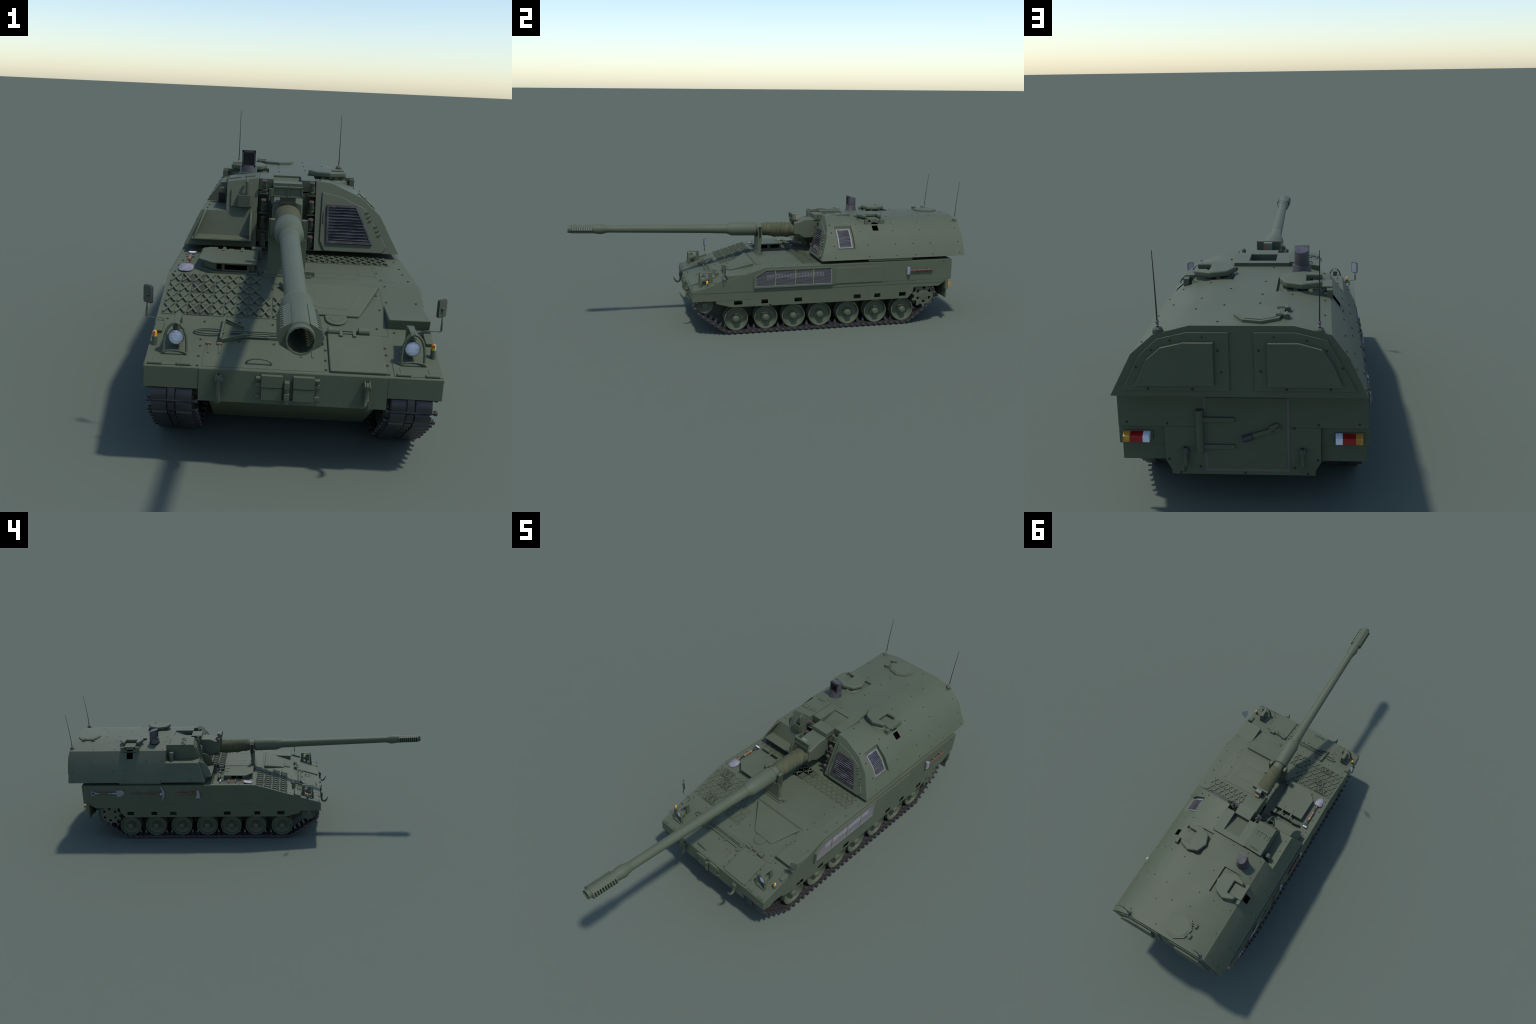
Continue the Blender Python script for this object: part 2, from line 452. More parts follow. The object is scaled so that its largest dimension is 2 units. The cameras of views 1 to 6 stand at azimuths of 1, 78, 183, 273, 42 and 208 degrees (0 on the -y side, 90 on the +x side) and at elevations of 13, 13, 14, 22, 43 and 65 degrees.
# front maintenance lid
fl = gpart('maintenance_lid')
fl.prism([(.0765, gv(-.4185)), (.1970, gv(-.4185)), (.1970, gv(-.2900)), (.0765, gv(-.2900))], 'z', -.001, .0065)
fl.build(hull, bevel=.003, segs=3)
hg = gpart('lid_hinge')
hg.cyl((.0780, gv(-.282), .0070), (.1025, gv(-.282), .0070), .0092, 18)
hg.cyl((.1465, gv(-.280), .0070), (.1715, gv(-.280), .0070), .0092, 18)
hg.cyl((.1010, gv(-.281), .0080), (.1460, gv(-.281), .0080), .0026, 10)
for x in (.107, .137):
    hg.bar((x, gv(-.279), .0050), (x, gv(-.302), .0060), .0075, .0045)
hg.build(hull, bevel=.0006)
fpn = gpart('glacis_panel')
fpn.prism([(-.193, gv(-.418)), (.066, gv(-.418)), (.066, gv(-.337)), (-.193, gv(-.337))], 'z', -.001, .0009)
fpn.build(hull, bevel=.0004, segs=1)

# grab handles and knobs
gh = gpart('grab_handle')
gh.tube([(-.101, gv(-.404), -.001), (-.098, gv(-.403), .0075), (-.088, gv(-.402), .0125), (-.073, gv(-.402), .0140), (-.058, gv(-.4025), .0125), (-.048, gv(-.4035), .0075), (-.045, gv(-.4045), -.001)], .0022, 8)
gh.build(hull)
for sx in (-1, 1):
    g2 = gpart('grab_handle')
    cx = sx * .2555
    pts = [(cx - .0295, -.3855, -.001), (cx - .024, -.3845, .0065), (cx - .012, -.384, .0095), (cx, -.384, .0105), (cx + .012, -.384, .0095), (cx + .024, -.3845, .0065), (cx + .0295, -.3855, -.001)]
    g2.tube([(x, gv(y), hh) for x, y, hh in pts], .0020, 8)
    g2.build(hull)
    ld = gpart('lamp_service_lid')
    lo, hi = sorted((sx * .2120, sx * .3130))
    ld.prism([(lo, gv(-.4195)), (hi, gv(-.4195)), (hi, gv(-.3775)), (lo, gv(-.3775))], 'z', -.001, .0014)
    for a, b in ((.217, .246), (.277, .306)):
        ld.cyl((sx * a, gv(-.4165), .0022), (sx * b, gv(-.4165), .0022), .0038, 12)
        ld.bar((sx * (a + b) / 2, gv(-.4165), .0012), (sx * (a + b) / 2, gv(-.394), .0012), .0125, .0012)
    ld.build(hull, bevel=.0004, segs=1)
kn = gpart('latch_knob')
for x in (-.185, -.161, .0165, .0408):
    kn.cyl((x - .0052, gv(-.3435), .0036), (x + .0052, gv(-.3435), .0036), .0028, 10, copper)
    kn.bar((x, gv(-.345), .0004), (x + .0012, gv(-.3745), .0004), .0038, .0022)
kn.build(hull)

# tow bar and tongs lying on the glacis
tw = gpart('tow_bar')
for y, r_ in ((-.2965, .0022), (-.3035, .0018), (-.3165, .0024)):
    tw.cyl((-.140, gv(y), .0048), (.060, gv(y), .0048), r_, 8)
for y in (-.300, -.3215):
    tw.box((.055, gv(y) - .006, -.001), (.067, gv(y) + .006, .0075))
    tw.box((-.02, gv(y) - .005, -.001), (-.014, gv(y) + .005, .0060))
tw.bar((-.1555, gv(-.256), .006), (-.1600, gv(-.338), .006), .0045, .009)
tw.bar((-.1555, gv(-.257), .003), (-.1100, gv(-.2850), .003), .0040, .0065)
tw.bar((-.1600, gv(-.337), .003), (-.1050, gv(-.3140), .003), .0040, .0085)
tw.bar((-.1080, gv(-.3140), .003), (-.0550, gv(-.3150), .003), .0040, .0065)
tw.cyl((-.106, gv(-.3135), .001), (-.106, gv(-.3135), .011), .0055, 12)
tw.build(hull, bevel=.0005, segs=1)
lp = gpart('tow_loop')
lp.tube([(-.187 + .033 * math.cos(a), gv(-.3035) + .0095 * math.sin(a), .0062) for a in [i * math.pi / 14 for i in range(28)]], .0022, 8, closed=True)
lp.build(hull)

# nose centre stowage
ns = Part('tool_box')
for xa, xb in ((-.0665, -.0215), (.0005, .0455)):
    ns.box((xa, -.4345, .1895), (xb, -.4250, .2165))
    ns.box((xa + .0005, -.4335, .1610), (xb - .0005, -.4250, .1885))
ns.build(hull, bevel=.0012)
nl = Part('stowage_latch')
for z0 in (.190, .165):
    nl.box((-.0175, -.4400, z0), (-.0065, -.4250, z0 + .0145))
    nl.box((-.0165, -.4360, z0 - .0105), (-.0075, -.4250, z0))
for xa, xb in ((-.0785, -.0668), (.0458, .0575)):
    for z0 in (.1905, .1640):
        nl.box((xa, -.4305, z0), (xb, -.4250, z0 + .0085))
    nl.cyl((xa + (.001 if xa < 0 else 0), -.4290, .2085), (xb - (0 if xa < 0 else .001), -.4290, .2085), .0042, 12)
nl.box((-.024, -.4300, .1560), (.003, -.4250, .1625))
nl.build(hull, bevel=.0008)

# tow hooks
def tow_hook(x, y0, zt, sy):
    p = Part('tow_hook')
    for dx in (-.0048, .0048):
        p.cyl((x + dx - .0014, y0 + sy * .0060, zt - .0075), (x + dx + .0014, y0 + sy * .0060, zt - .0075), .0100, 18)
        p.box((x + dx - .0014, min(y0 - sy * .001, y0 + sy * .009), zt - .030), (x + dx + .0014, max(y0 - sy * .001, y0 + sy * .009), zt - .0075))
    p.dome((x + .0062, y0 + sy * .0065, zt - .0105), (1, 0, 0), .0052, .0032, 12)
    p.dome((x - .0062, y0 + sy * .0065, zt - .0105), (-1, 0, 0), .0052, .0032, 12)
    pts = [(.008, .000), (.012, -.006), (.0105, -.018), (.0090, -.030), (.0105, -.041), (.016, -.049), (.0245, -.0515), (.033, -.047), (.0395, -.038), (.0435, -.0265), (.0445, -.0240)]
    rad = [.0030, .0048, .0048, .0050, .0054, .0058, .0058, .0050, .0036, .0020, .0012]
    p.tube([(x, y0 + sy * a, zt + b) for a, b in pts], rad, 10)
    return p.build(hull)
for x in (-.1555, .1545):
    tow_hook(x, -.4250, .2115, -1)
for x in (-.1510, .1460):
    tow_hook(x, .9085, .1760, 1)

# headlamps, indicators, mirrors
for sx in (-1, 1):
    hx = sx * .2540
    p = Part('headlamp')
    p.lathe([(0, .0168), (.0060, .0178), (.0100, .0172), (.0190, .0150), (.0280, .0085), (.0330, .0050)], (hx, -.3700, .2685), (0, 1, 0), 24)
    p.cyl((hx, -.352, .262), (hx, -.3525, .244), .0048, 12)
    p.cyl((hx, -.338, .2685), (hx, -.325, .268), .0032, 10)
    p.cyl((hx, -.361, .2865), (hx, -.361, .2925), .0085, 14)
    p.build(hull)
    l = Part('headlamp_lens', head_lens)
    l.dome((hx, -.3696, .2685), (0, -1, 0), .0160, .0050, 24)
    l.build(hull)
    g = Part('headlamp_guard')
    arch = [(-.0245, -.384, .2340), (-.0245, -.3815, .2580), (-.0225, -.380, .2760), (-.0170, -.379, .2915), (-.0090, -.3785, .3005), (0, -.378, .3035), (.0090, -.3785, .3005), (.0170, -.379, .2915), (.0225, -.380, .2760), (.0245, -.3815, .2580), (.0245, -.384, .2340)]
    for k in range(len(arch) - 1):
        a, b = V(arch[k]), V(arch[k + 1])
        a.x += hx; b.x += hx
        g.cyl(a, b, .0031, 8)
        g.bar(a + V((0, .004, 0)), b + V((0, .004, 0)), .0080, .0022, up=(0, 0, 1) if abs((b - a).normalized().z) < .8 else (1, 0, 0))
    g.loft([[(hx + dx, -.3800, .3000), (hx + dx, -.3800, .3040), (hx + dx, -.3240, .3060), (hx + dx, -.3240, .3020)] for dx in (-.0072, .0072)])
    g.loft([[(hx + dx, -.3360, .2480), (hx + dx, -.3360, .3030), (hx + dx, -.3215, .3060), (hx + dx, -.3170, .2540)] for dx in (-.0085, .0085)])
    g.build(hull, bevel=.0012)
    i = Part('indicator_lamp')
    i.cyl((sx * .3030, -.3520, .2425), (sx * .3030, -.3505, .2620), .0060, 16)
    i.cyl((sx * .3030, -.3505, .2620), (sx * .3030, -.3500, .2705), .0054, 16, amber)
    i.dome((sx * .3030, -.3500, .2704), (0, 0, 1), .0053, .0052, 16, amber)
    i.cyl((sx * .3030, -.3506, .2606), (sx * .3030, -.3505, .2622), .0058, 16, frame_light)
    i.box((sx * .3030 - .0007, -.3562, .2620), (sx * .3030 + .0007, -.3450, .2745), gasket)
    i.build(hull)
    sb = gpart('junction_box')
    lo, hi = sorted((sx * .2925, sx * .3115))
    sb.prism([(lo, gv(-.3130)), (hi, gv(-.3130)), (hi, gv(-.2725)), (lo, gv(-.2725))], 'z', -.001, .0085)
    sb.build(hull, bevel=.0025, segs=3)
    am = Part('mirror_arm', green)
    am.tube([(sx * .2945, -.2790, .2660), (sx * .2945, -.2790, .2800), (sx * .2960, -.2790, .2812), (sx * .3310, -.2790, .2812), (sx * .3330, -.2790, .2825), (sx * .3330, -.2788, .2860), (sx * .3330, -.2785, .3000), (sx * .3320, -.2785, .3170), (sx * .3315, -.2785, .3330)],
            [.0012, .0012, .0012, .0012, .0014, .0028, .0022, .0012, .0012], 8)
    am.dome((sx * .3310, -.2785, .3345), (0, -1, 0), .0040, .0055, 12, mirror_rim)
    am.build(hull)
    mr = Part('wing_mirror')
    mr.M = Matrix.Translation((sx * .3305, -.2755, .3350)) @ Matrix.Rotation(sx * math.radians(34), 4, 'Z')
    def rr_rect(w, hgt, r, n=5):
        out = []
        for cx_, cz_, a0 in ((w - r, hgt - r, 0), (-w + r, hgt - r, 90), (-w + r, -hgt + r, 180), (w - r, -hgt + r, 270)):
            for q in range(n): 
                a = math.radians(a0 + 90 * q / (n - 1)); out.append((cx_ + r * math.cos(a), cz_ + r * math.sin(a)))
        return out
    mr.prism(rr_rect(.0128, .0210, .0050), 'y', -.0010, .0032, mirror_rim)
    mr.prism(rr_rect(.0116, .0196, .0044), 'y', -.0032, -.0008, green)
    mr.prism(rr_rect(.0110, .0190, .0042), 'y', .0030, .0036, mirror_m)
    mr.build(hull)

# bolts on glacis and deck
for x, y in [(-.288, -.257), (-.202, -.262), (-.122, -.260), (-.046, -.262), (-.204, -.328), (-.203, -.351), (-.203, -.386), (-.202, -.417), (-.119, -.329), (-.042, -.333),
             (.206, -.182), (.226, -.148), (.298, -.148), (.192, -.257), (.230, -.269), (.202, -.328), (.202, -.351), (.201, -.386), (.2005, -.416), (.070, -.345), (.069, -.380), (.069, -.411),
             (.017, -.207), (-.027, -.204), (.2300, -.077), (.204, -.122), (-.05, -.115)]:
    bolt(GL @ V((x, gv(y), 0)), (0, -SN, CS), hull)
for x, y in [(.224, .100), (.292, .183), (.224, .038), (.294, .098), (.227, -.032), (.293, .037), (.296, -.033), (-.301, -.042), (-.299, .025), (-.296, .082), (-.295, .157), (-.220, -.0435)]:
    bolt((x, y, DECK + (.0005 if y < .1 else 0)), (0, 0, 1), hull)

# driver's hatch ---------------------------------------------------------
db = Part('driver_hatch_base')
base = [(-.0880, -.0400), (-.2060, -.0420), (-.2440, -.0020), (-.2440, .1150), (-.0880, .1150)]
db.prism(base, 'z', .3305, .3365)
wall = [(-.0980, -.0240), (-.2000, -.0240), (-.2330, .0080), (-.2330, .1080), (-.0980, .1080)]
db.prism(wall, 'z', .3360, .3580)
db.build(hull, bevel=.0018)
pw = Part('driver_periscope')
pw.box((-.1800, -.0310, .3365), (-.1120, -.0235, .3550), green)
pw.box((-.1750, -.0316, .3400), (-.1170, -.0305, .3525), black)
pw.box((-.1960, -.0250, .3385), (-.1840, -.0242, .3550), black)
pw.box((-.2338, .0150, .3390), (-.2325, .0750, .3550), black)
pw.box((-.2350, .0420, .3365), (-.2330, .0470, .3580), green)
pw.box((-.0984, -.0120, .3385), (-.0972, .0320, .3550), black)
pw.box((-.0984, .0480, .3385), (-.0972, .0960, .3550), black)
pw.build(hull)
dlid = Part('driver_hatch_lid')
dlid.prism([(-.0925, -.0445), (-.2050, -.0455), (-.2460, -.0040), (-.2430, .1180), (-.0925, .1175)], 'z', .3572, .3612)
dlid.build(hull, bevel=.0012)
dh = Part('driver_hatch_hinge')
dh.cyl((-.100, .1440, .3520), (-.246, .1440, .3480), .0050, 14)
dh.box((-.1120, .1310, .3330), (-.0840, .1560, .3640))
dh.cyl((-.2050, .1440, .3500), (-.2330, .1440, .3490), .0100, 18)
dh.dome((-.2330, .1440, .3490), (-1, 0, 0), .0092, .0190, 16)
for x in (-.1370, -.1870):
    dh.bar((x, .1500, .3560), (x, .0920, .3600), .0085, .0045)
    dh.cyl((x - .006, .1440, .3515), (x + .006, .1440, .3515), .0068, 14)
dh.cyl((-.160, .1440, .3510), (-.175, .1440, .3510), .0060, 14)
for x in (-.150, -.215):
    dh.box((x - .010, .1390, .3310), (x + .010, .1490, .3480))
dh.build(hull, bevel=.0016)

# shovel on the deck
sh = Part('deck_shovel')
ax = -.2757
sec = []
for y, w, zc, cup in ((.0030, .0155, .3440, .0030), (-.0060, .0190, .3430, .0045), (-.0200, .0195, .3410, .0050), (-.0330, .0165, .3390, .0040), (-.0430, .0095, .3372, .0020), (-.0475, .0030, .3362, .0005)):
    up = [(ax + w * k / 5, y, zc - cup * (k / 5) ** 2) for k in range(-5, 6)]
    dn = [(p[0], p[1], p[2] - .0014) for p in up[::-1]]
    sec.append(up + dn)
sh.loft(sec, tool_steel)
sh.tube([(ax, .0000, .3430), (ax, .0170, .3440)], [.0036, .0026], 8, wood_o)
sh.tube([(ax, .0150, .3435), (ax, .0470, .3430)], .0028, 8, dark_iron)
sh.tube([(ax, .0440, .3430), (ax, .0960, .3430)], .0040, 10, wood_o)
sh.tube([(ax, .0940, .3430), (ax, .1130, .3430)], [.0036, .0026], 8, dark_iron)
for s_ in (-1, 1):
    sh.tube([(ax, .1110, .3430), (ax + s_ * .0075, .1200, .3430), (ax + s_ * .0085, .1330, .3430)], .0018, 6, dark_iron)
sh.cyl((ax - .0100, .1350, .3430), (ax + .0100, .1350, .3430), .0036, 10, white_metal)
for y in (.0475, .0865):
    sh.cyl((ax, y - .0032, .3430), (ax, y + .0032, .3430), .0054, 12, frame_light)
    sh.box((ax - .004, y - .0028, .3300), (ax + .004, y + .0028, .3420), frame_light)
sh.build(hull)

# gun travel lock
tl = Part('travel_lock')
tl.box((-.0770, -.0560, .3310), (.0470, -.0300, .3385))
tl.box((-.0740, -.0500, .3380), (.0440, -.0330, .3490))
tl.prism([(-.0655, .3480), (.0300, .3480), (.0300, .4060), (.0285, .4300), (.0180, .4300), (.0080, .4230), (-.0177, .4190), (-.0430, .4230), (-.0530, .4300), (-.0640, .4300), (-.0655, .4060)], 'y', -.0470, -.0290)
for xa, xb in ((-.0630, -.0510), (.0160, .0280)):
    tl.box((xa, -.0445, .4280), (xb, -.0235, .4780))
for sx, xo in ((1, .0285), (-1, -.0640)):
    lo, hi = sorted((xo - sx * .0004, xo + sx * .0006))
    tl.box((lo, -.0430, .4010), (hi, -.0270, .4785), black)  # thin black plate draws the shade in the grooves between ribs
    for y in (-.0420, -.0350, -.0280):
        lo, hi = sorted((xo, xo + sx * .0028))
        tl.box((lo, y - .0015, .4060), (hi, y + .0015, .4790))
for x in (-.0800, .0500):
    tl.box((x - .006, -.0380, .3310), (x + .006, -.0220, .3450))
tl.build(hull, bevel=.0009)

# stowed tools --------------------------------------------------------------
def strap(P, x, y, z, sgn, r=.0070):
    P.tube([(x + sgn * 0.000, y, z - r - .004), (x + sgn * .008, y, z - r), (x + sgn * .011, y, z), (x + sgn * .008, y, z + r), (x, y, z + r + .004)], .0028, 8, green)
hm = Part('sledgehammer')
hm.cyl((.3235, .6800, .2842), (.3235, .8020, .2842), .0036, 10, wood, .0046)
hm.cyl((.3235, .6720, .2665), (.3235, .6720, .3015), .0090, 8, side_steel)
hm.build(hull)
hs = Part('tool_strap'); [strap(hs, .3155, y, .2842, 1) for y in (.7225, .7780)]; hs.build(hull)
sp = Part('spade')
sp.cyl((-.3225, .7560, .2895), (-.3225, .8070, .2895), .0030, 8, wood)
sp.tube([(-.3225, .710, .2890), (-.3225, .7600, .2893)], [.0048, .0036], 8, side_steel)
sp.tube([(-.3225, .806, .2895), (-.3225, .8300, .2895)], .0038, 8, side_steel)
for s_ in (-1, 1):
    sp.tube([(-.3225, .8290, .2895), (-.3225, .8390, .2895 + s_ * .0085), (-.3225, .8570, .2895 + s_ * .0110)], .0024, 8, side_steel)
sp.cyl((-.3225, .8560, .2780), (-.3225, .8560, .3010), .0030, 8, rusty)
bl = [(.7140, .0195), (.700, .0195), (.686, .0185), (.6760, .0140), (.6700, .0070), (.6670, .001)]
sp.loft([[(-.3215, y, .2885 + w), (-.3240, y, .2885 + w * .5), (-.3240, y, .2885 - w * .5), (-.3215, y, .2885 - w), (-.3195, y, .2885 - w * .5), (-.3195, y, .2885 + w * .5)] for y, w in bl], rusty)
sp.build(hull)
pk = Part('pickaxe')
pk.cyl((-.3225, .4640, .2860), (-.3225, .6410, .2875), .0036, 8, wood, .0024)
arc = [(.4640, .3270), (.4560, .3130), (.4505, .2990), (.4490, .2860), (.4505, .2740), (.4550, .2590), (.4620, .2410)]
pk.tube([(-.3225, y, z) for y, z in arc], [.0016, .0034, .0050, .0062, .0050, .0036, .0014], 8, side_steel)
pk.box((-.3265, .4500, .2790), (-.3190, .4700, .2930), side_steel)
pk.build(hull)
axp = Part('felling_axe')
axp.cyl((-.3225, .2620, .2895), (-.3225, .3820, .2850), .0050, 8, wood, .0056)
axp.prism([(.2660, .3040), (.2500, .3040), (.2480, .2790), (.2440, .2600), (.2570, .2580), (.2720, .2590), (.2640, .2790)], 'x', -.3262, -.3190, side_steel)
axp.build(hull, bevel=.0008)
ts = Part('tool_strap')
for y in (.8120, .7470, .5970, .5150, .3510, .2950): strap(ts, -.3155, y, .2890, -1)
ts.build(hull)

# rear door ------------------------------------------------------------------
rdp = Part('crew_door')
rdp.box((-.1120, .9060, .1180), (.0900, .9108, .3120))
rdp.build(hull, bevel=.0006, segs=1)
gs = Part('door_gasket', gasket)
gs.box((-.1190, .9060, .1100), (-.1122, .9100, .3120)); gs.box((.0902, .9060, .1100), (.0970, .9100, .3120)); gs.box((-.1121, .9060, .1100), (.0901, .9100, .1178))
gs.build(hull)
dhg = Part('door_hinge')
dhg.cyl((.1070, .9160, .1640), (.1070, .9160, .2820), .0105, 18)
dhg.box((.0190, .9100, .2485), (.1180, .9185, .2610)); dhg.box((.0190, .9100, .1745), (.1180, .9185, .1865))
dhg.build(hull, bevel=.0020)
dhd = Part('door_handle')
dhd.cyl((-.0900, .9090, .2320), (-.0900, .9200, .2320), .0070, 14)
dhd.bar((-.0940, .9170, .2370), (-.0720, .9170, .2260), .0060, .0130, up=(.4, 0, 1))
dhd.bar((-.0740, .9175, .2225), (-.0240, .9175, .2060), .0060, .0110, up=(.3, 0, 1))
dhd.cyl((-.0260, .9180, .2110), (-.0020, .9180, .2030), .0085, 14, mirror_rim)
dhd.build(hull, bevel=.0010)
for x, z in [(.294, .243), (.191, .240), (.190, .141), (.110, .121), (.161, .104), (-.192, .240), (-.294, .243), (-.131, .230), (-.190, .143), (-.131, .121), (-.165, .105), (-.005, .105)]:
    bolt((x, .9092, z), (0, 1, 0), hull)

# =====================================================================
# RUNNING GEAR
# =====================================================================
WY = [-.2070, -.0580, .0825, .2190, .3655, .5125, .6590]
WZ, WR = .0725, .0590
w = Part('road_wheel')
# outer disc (dished), inner disc, axle: axis +x, origin at wheel centre, outer face at x=+.035
def wheel_disc(P, xo, d, R=WR):
    P.lathe([(0, R - .0005), (.003 * d, R), (.024 * d, R), (.026 * d, R - .003)], (xo - .026 * d, 0, 0), (1, 0, 0) if d > 0 else (1, 0, 0), 44, green, caps=False)
w.lathe([(-.036, .030), (-.036, WR - .004), (-.034, WR), (-.0085, WR), (-.0065, WR - .003), (-.0065, .030)], (0, 0, 0), (1, 0, 0), 44, green)
w.lathe([(.0065, .020), (.0065, WR - .003), (.0085, WR), (.0350, WR), (.0362, WR - .0016), (.0358, WR - .0042), (.0300, WR - .0060), (.0180, WR - .0085), (.0150, .0440), (.0145, .0300), (.0150, .0255), (.0250, .0238), (.0262, .0228), (.0240, .0185), (.0330, .0170), (.0410, .0145), (.0425, .0120), (.0428, .001)], (0, 0, 0), (1, 0, 0), 44, green)
w.cyl((-.04, 0, 0), (.02, 0, 0), .022, 20, green)
for k in range(3):
    a = math.radians(210 + 60 * k)
    w.dome((.0145, .0370 * math.cos(a), .0370 * math.sin(a)), (1, 0, 0), .0036, .0042, 8, green)
wh = w.build(angle=40)
XW = .2550
first = True
for sgn in (1, -1):
    for i, y in enumerate(WY):
        rot = (math.radians(37 * i), 0, 0 if sgn > 0 else math.pi)
        rot = (0, 0, 0 if sgn > 0 else math.pi)
        if first:
            wh.location = (sgn * XW, y, WZ); first = False
        else:
            o = copy_of(wh, (sgn * XW, y, WZ), rot, ROOT)
            pass
# idlers
IY, IZ, IR = -.3610, .1480, .0400
idp = Part('idler_wheel')
idp.lathe([(-.034, .018), (-.034, IR), (-.009, IR), (-.009, .018)], (0, 0, 0), (1, 0, 0), 36)
idp.lathe([(.009, .010), (.009, IR), (.030, IR), (.031, IR - .0045), (.020, .024), (.020, .016), (.029, .014), (.030, .001)], (0, 0, 0), (1, 0, 0), 36)
idp.cyl((-.06, 0, 0), (.015, 0, 0), .014, 16)
idl = idp.build(angle=40); idl.location = (XW, IY, IZ)
copy_of(idl, (-XW, IY, IZ), (0, 0, math.pi))
# sprockets
SY, SZ, SR = .7705, .1485, .0675
spk = Part('drive_sprocket')
NT = 11
def sprocket_ring(x0, x1):
    ring = []
    for k in range(NT):
        a = math.radians(-90) + k * 2 * math.pi / NT
        st = 2 * math.pi / NT
        for f, r in ((-.40, .0520), (-.27, .0530), (-.13, .0640), (-.055, SR), (.055, SR), (.13, .0640), (.27, .0530), (.40, .0520)):
            ring.append((r * math.cos(a + f * st), r * math.sin(a + f * st)))
    spk.prism(ring, 'x', x0, x1)
sprocket_ring(.0385, .0445)
sprocket_ring(-.0445, -.0385)
hole = Part('cut', green_dark)
for k in range(6):
    a = math.radians(30 + 60 * k)
    c, s = math.cos(a), math.sin(a)
    q = [(.0300, -.0062), (.0420, -.0085), (.0420, .0085), (.0300, .0062)]
    hole.prism([(u * c - v * s, u * s + v * c) for u, v in q], 'x', -.06, .06)
sprk = spk.build(bevel=.0008, segs=1, cuts=[hole]); sprk.location = (XW, SY, SZ)
hub = Part('sprocket_hub')
hub.lathe([(-.06, .030), (.0370, .030), (.0380, .0280), (.0452, .0265), (.0462, .0250), (.0462, .0200), (.0470, .0190), (.0470, .001)], (0, 0, 0), (1, 0, 0), 28)
for k in range(6):
    a = math.radians(60 * k)
    hub.bar((.0468, .004 * math.cos(a), .004 * math.sin(a)), (.0468, .017 * math.cos(a), .017 * math.sin(a)), .0024, .0012, up=(1, 0, 0))
hb = hub.build(sprk, bevel=.0006, segs=1)
o = copy_of(sprk, (-XW, SY, SZ), (0, 0, math.pi)); copy_of(hb, parent=o)

# ---- tracks: links marched along the belt path --------------------------------
def belt():
    """pin-centre path (y,z) as dense closed polyline built from arcs and tangents"""
    circles = [(SY, SZ, .0565), (.6650, .0740, .0630), (-.2360, .0740, .0630), (IY, IZ, .0470)]   # traversed under the tank
    pts = []
    n = len(circles)
    def tangent(c1, c2):
        # external tangent keeping both circles on the left of travel (counter-clockwise in y,z seen from +x with path underneath)
        y1, z1, r1 = c1; y2, z2, r2 = c2
        d = V((y2 - y1, z2 - z1)); L = d.length; d /= L
        nrm = V((d.y, -d.x))                  # right-hand normal of travel
        s = (r1 - r2) / L; c = math.sqrt(1 - s * s)
        m = -1
        u = V((nrm.x * c + d.x * s, nrm.y * c + d.y * s)) * 1.0
        u = -u if m > 0 else u
        return V((y1, z1)) + u * r1, V((y2, z2)) + u * r2
    segs = []
    for i in range(n):
        # travel rear->front along the ground means direction -y ; outer side is below => left normal; mirror by using reversed order
        a, b = circles[i], circles[(i + 1) % n]
        y1, z1, r1 = a; y2, z2, r2 = b
        d = V((y2 - y1, z2 - z1)); L = d.length; d /= L
        out = V((-d.y, d.x))                  # left normal: for travel -y this points to -z (down)
        s = (r1 - r2) / L; c = math.sqrt(max(0, 1 - s * s))
        u = out * c + d * s
        segs.append((V((y1, z1)) + u * r1, V((y2, z2)) + u * r2))
    for i in range(n):
        p, q = segs[i]
        k = max(2, int((q - p).length / .004))
        pts += [p.lerp(q, t / k) for t in range(k)]
        cy, cz, r = circles[(i + 1) % n]
        nx = segs[(i + 1) % n][0]
        a0 = math.atan2(q.y - cz, q.x - cy); a1 = math.atan2(nx.y - cz, nx.x - cy)
        da = (a1 - a0)
        while da > 0: da -= 2 * math.pi       # clockwise turn (y right, z up, path goes down-front-up-back)
        while da < -2 * math.pi: da += 2 * math.pi
        k = max(2, int(abs(da) * r / .004))
        pts += [V((cy + r * math.cos(a0 + da * t / k), cz + r * math.sin(a0 + da * t / k))) for t in range(k)]
    return pts
path = belt()
cum = [0]
for i in range(len(path)):
    cum.append(cum[-1] + (path[(i + 1) % len(path)] - path[i]).length)
TOT = cum[-1]
NL = round(TOT / .0300); PITCH = TOT / NL
def at(s):
    s %= TOT
    import bisect
    i = bisect.bisect_right(cum, s) - 1
    p, q = path[i % len(path)], path[(i + 1) % len(path)]
    return p.lerp(q, (s - cum[i]) / max(1e-9, cum[i + 1] - cum[i]))
lk = Part('track_link', trackm)
hp = PITCH / 2
# local: x lateral, y along belt, z outward
for xa, xb in ((-.0450, -.0110), (.0075, .0440)):
    lk.box((xa, -hp + .0045, -.0042), (xb, hp - .0045, .0050), trackm)
    lk.loft([[(x, -hp + .0012, .0044), (x, hp - .0012, .0044), (x, hp - .0022, .0086), (x, hp * .45, .0110), (x, -hp * .45, .0110), (x, -hp + .0022, .0086)] for x in (xa + .001, xb - .001)], rubber)
lk.loft([[(x, -hp + .0050, -.0040), (x, hp - .0050, -.0040), (x, hp - .0020, .0066), (x, 0, .0092), (x, -hp + .0020, .0066)] for x in (-.0098, .0062)], rubber)
lk.cyl((-.0560, hp, 0), (.0560, hp, 0), .0044, 10, trackm)
for s_ in (-1, 1):
    lk.lathe([(0, .0048), (.0040, .0062), (.0070, .0060), (.0083, .0040)], (s_ * .0480, hp, 0), (s_, 0, 0), 10, trackm)
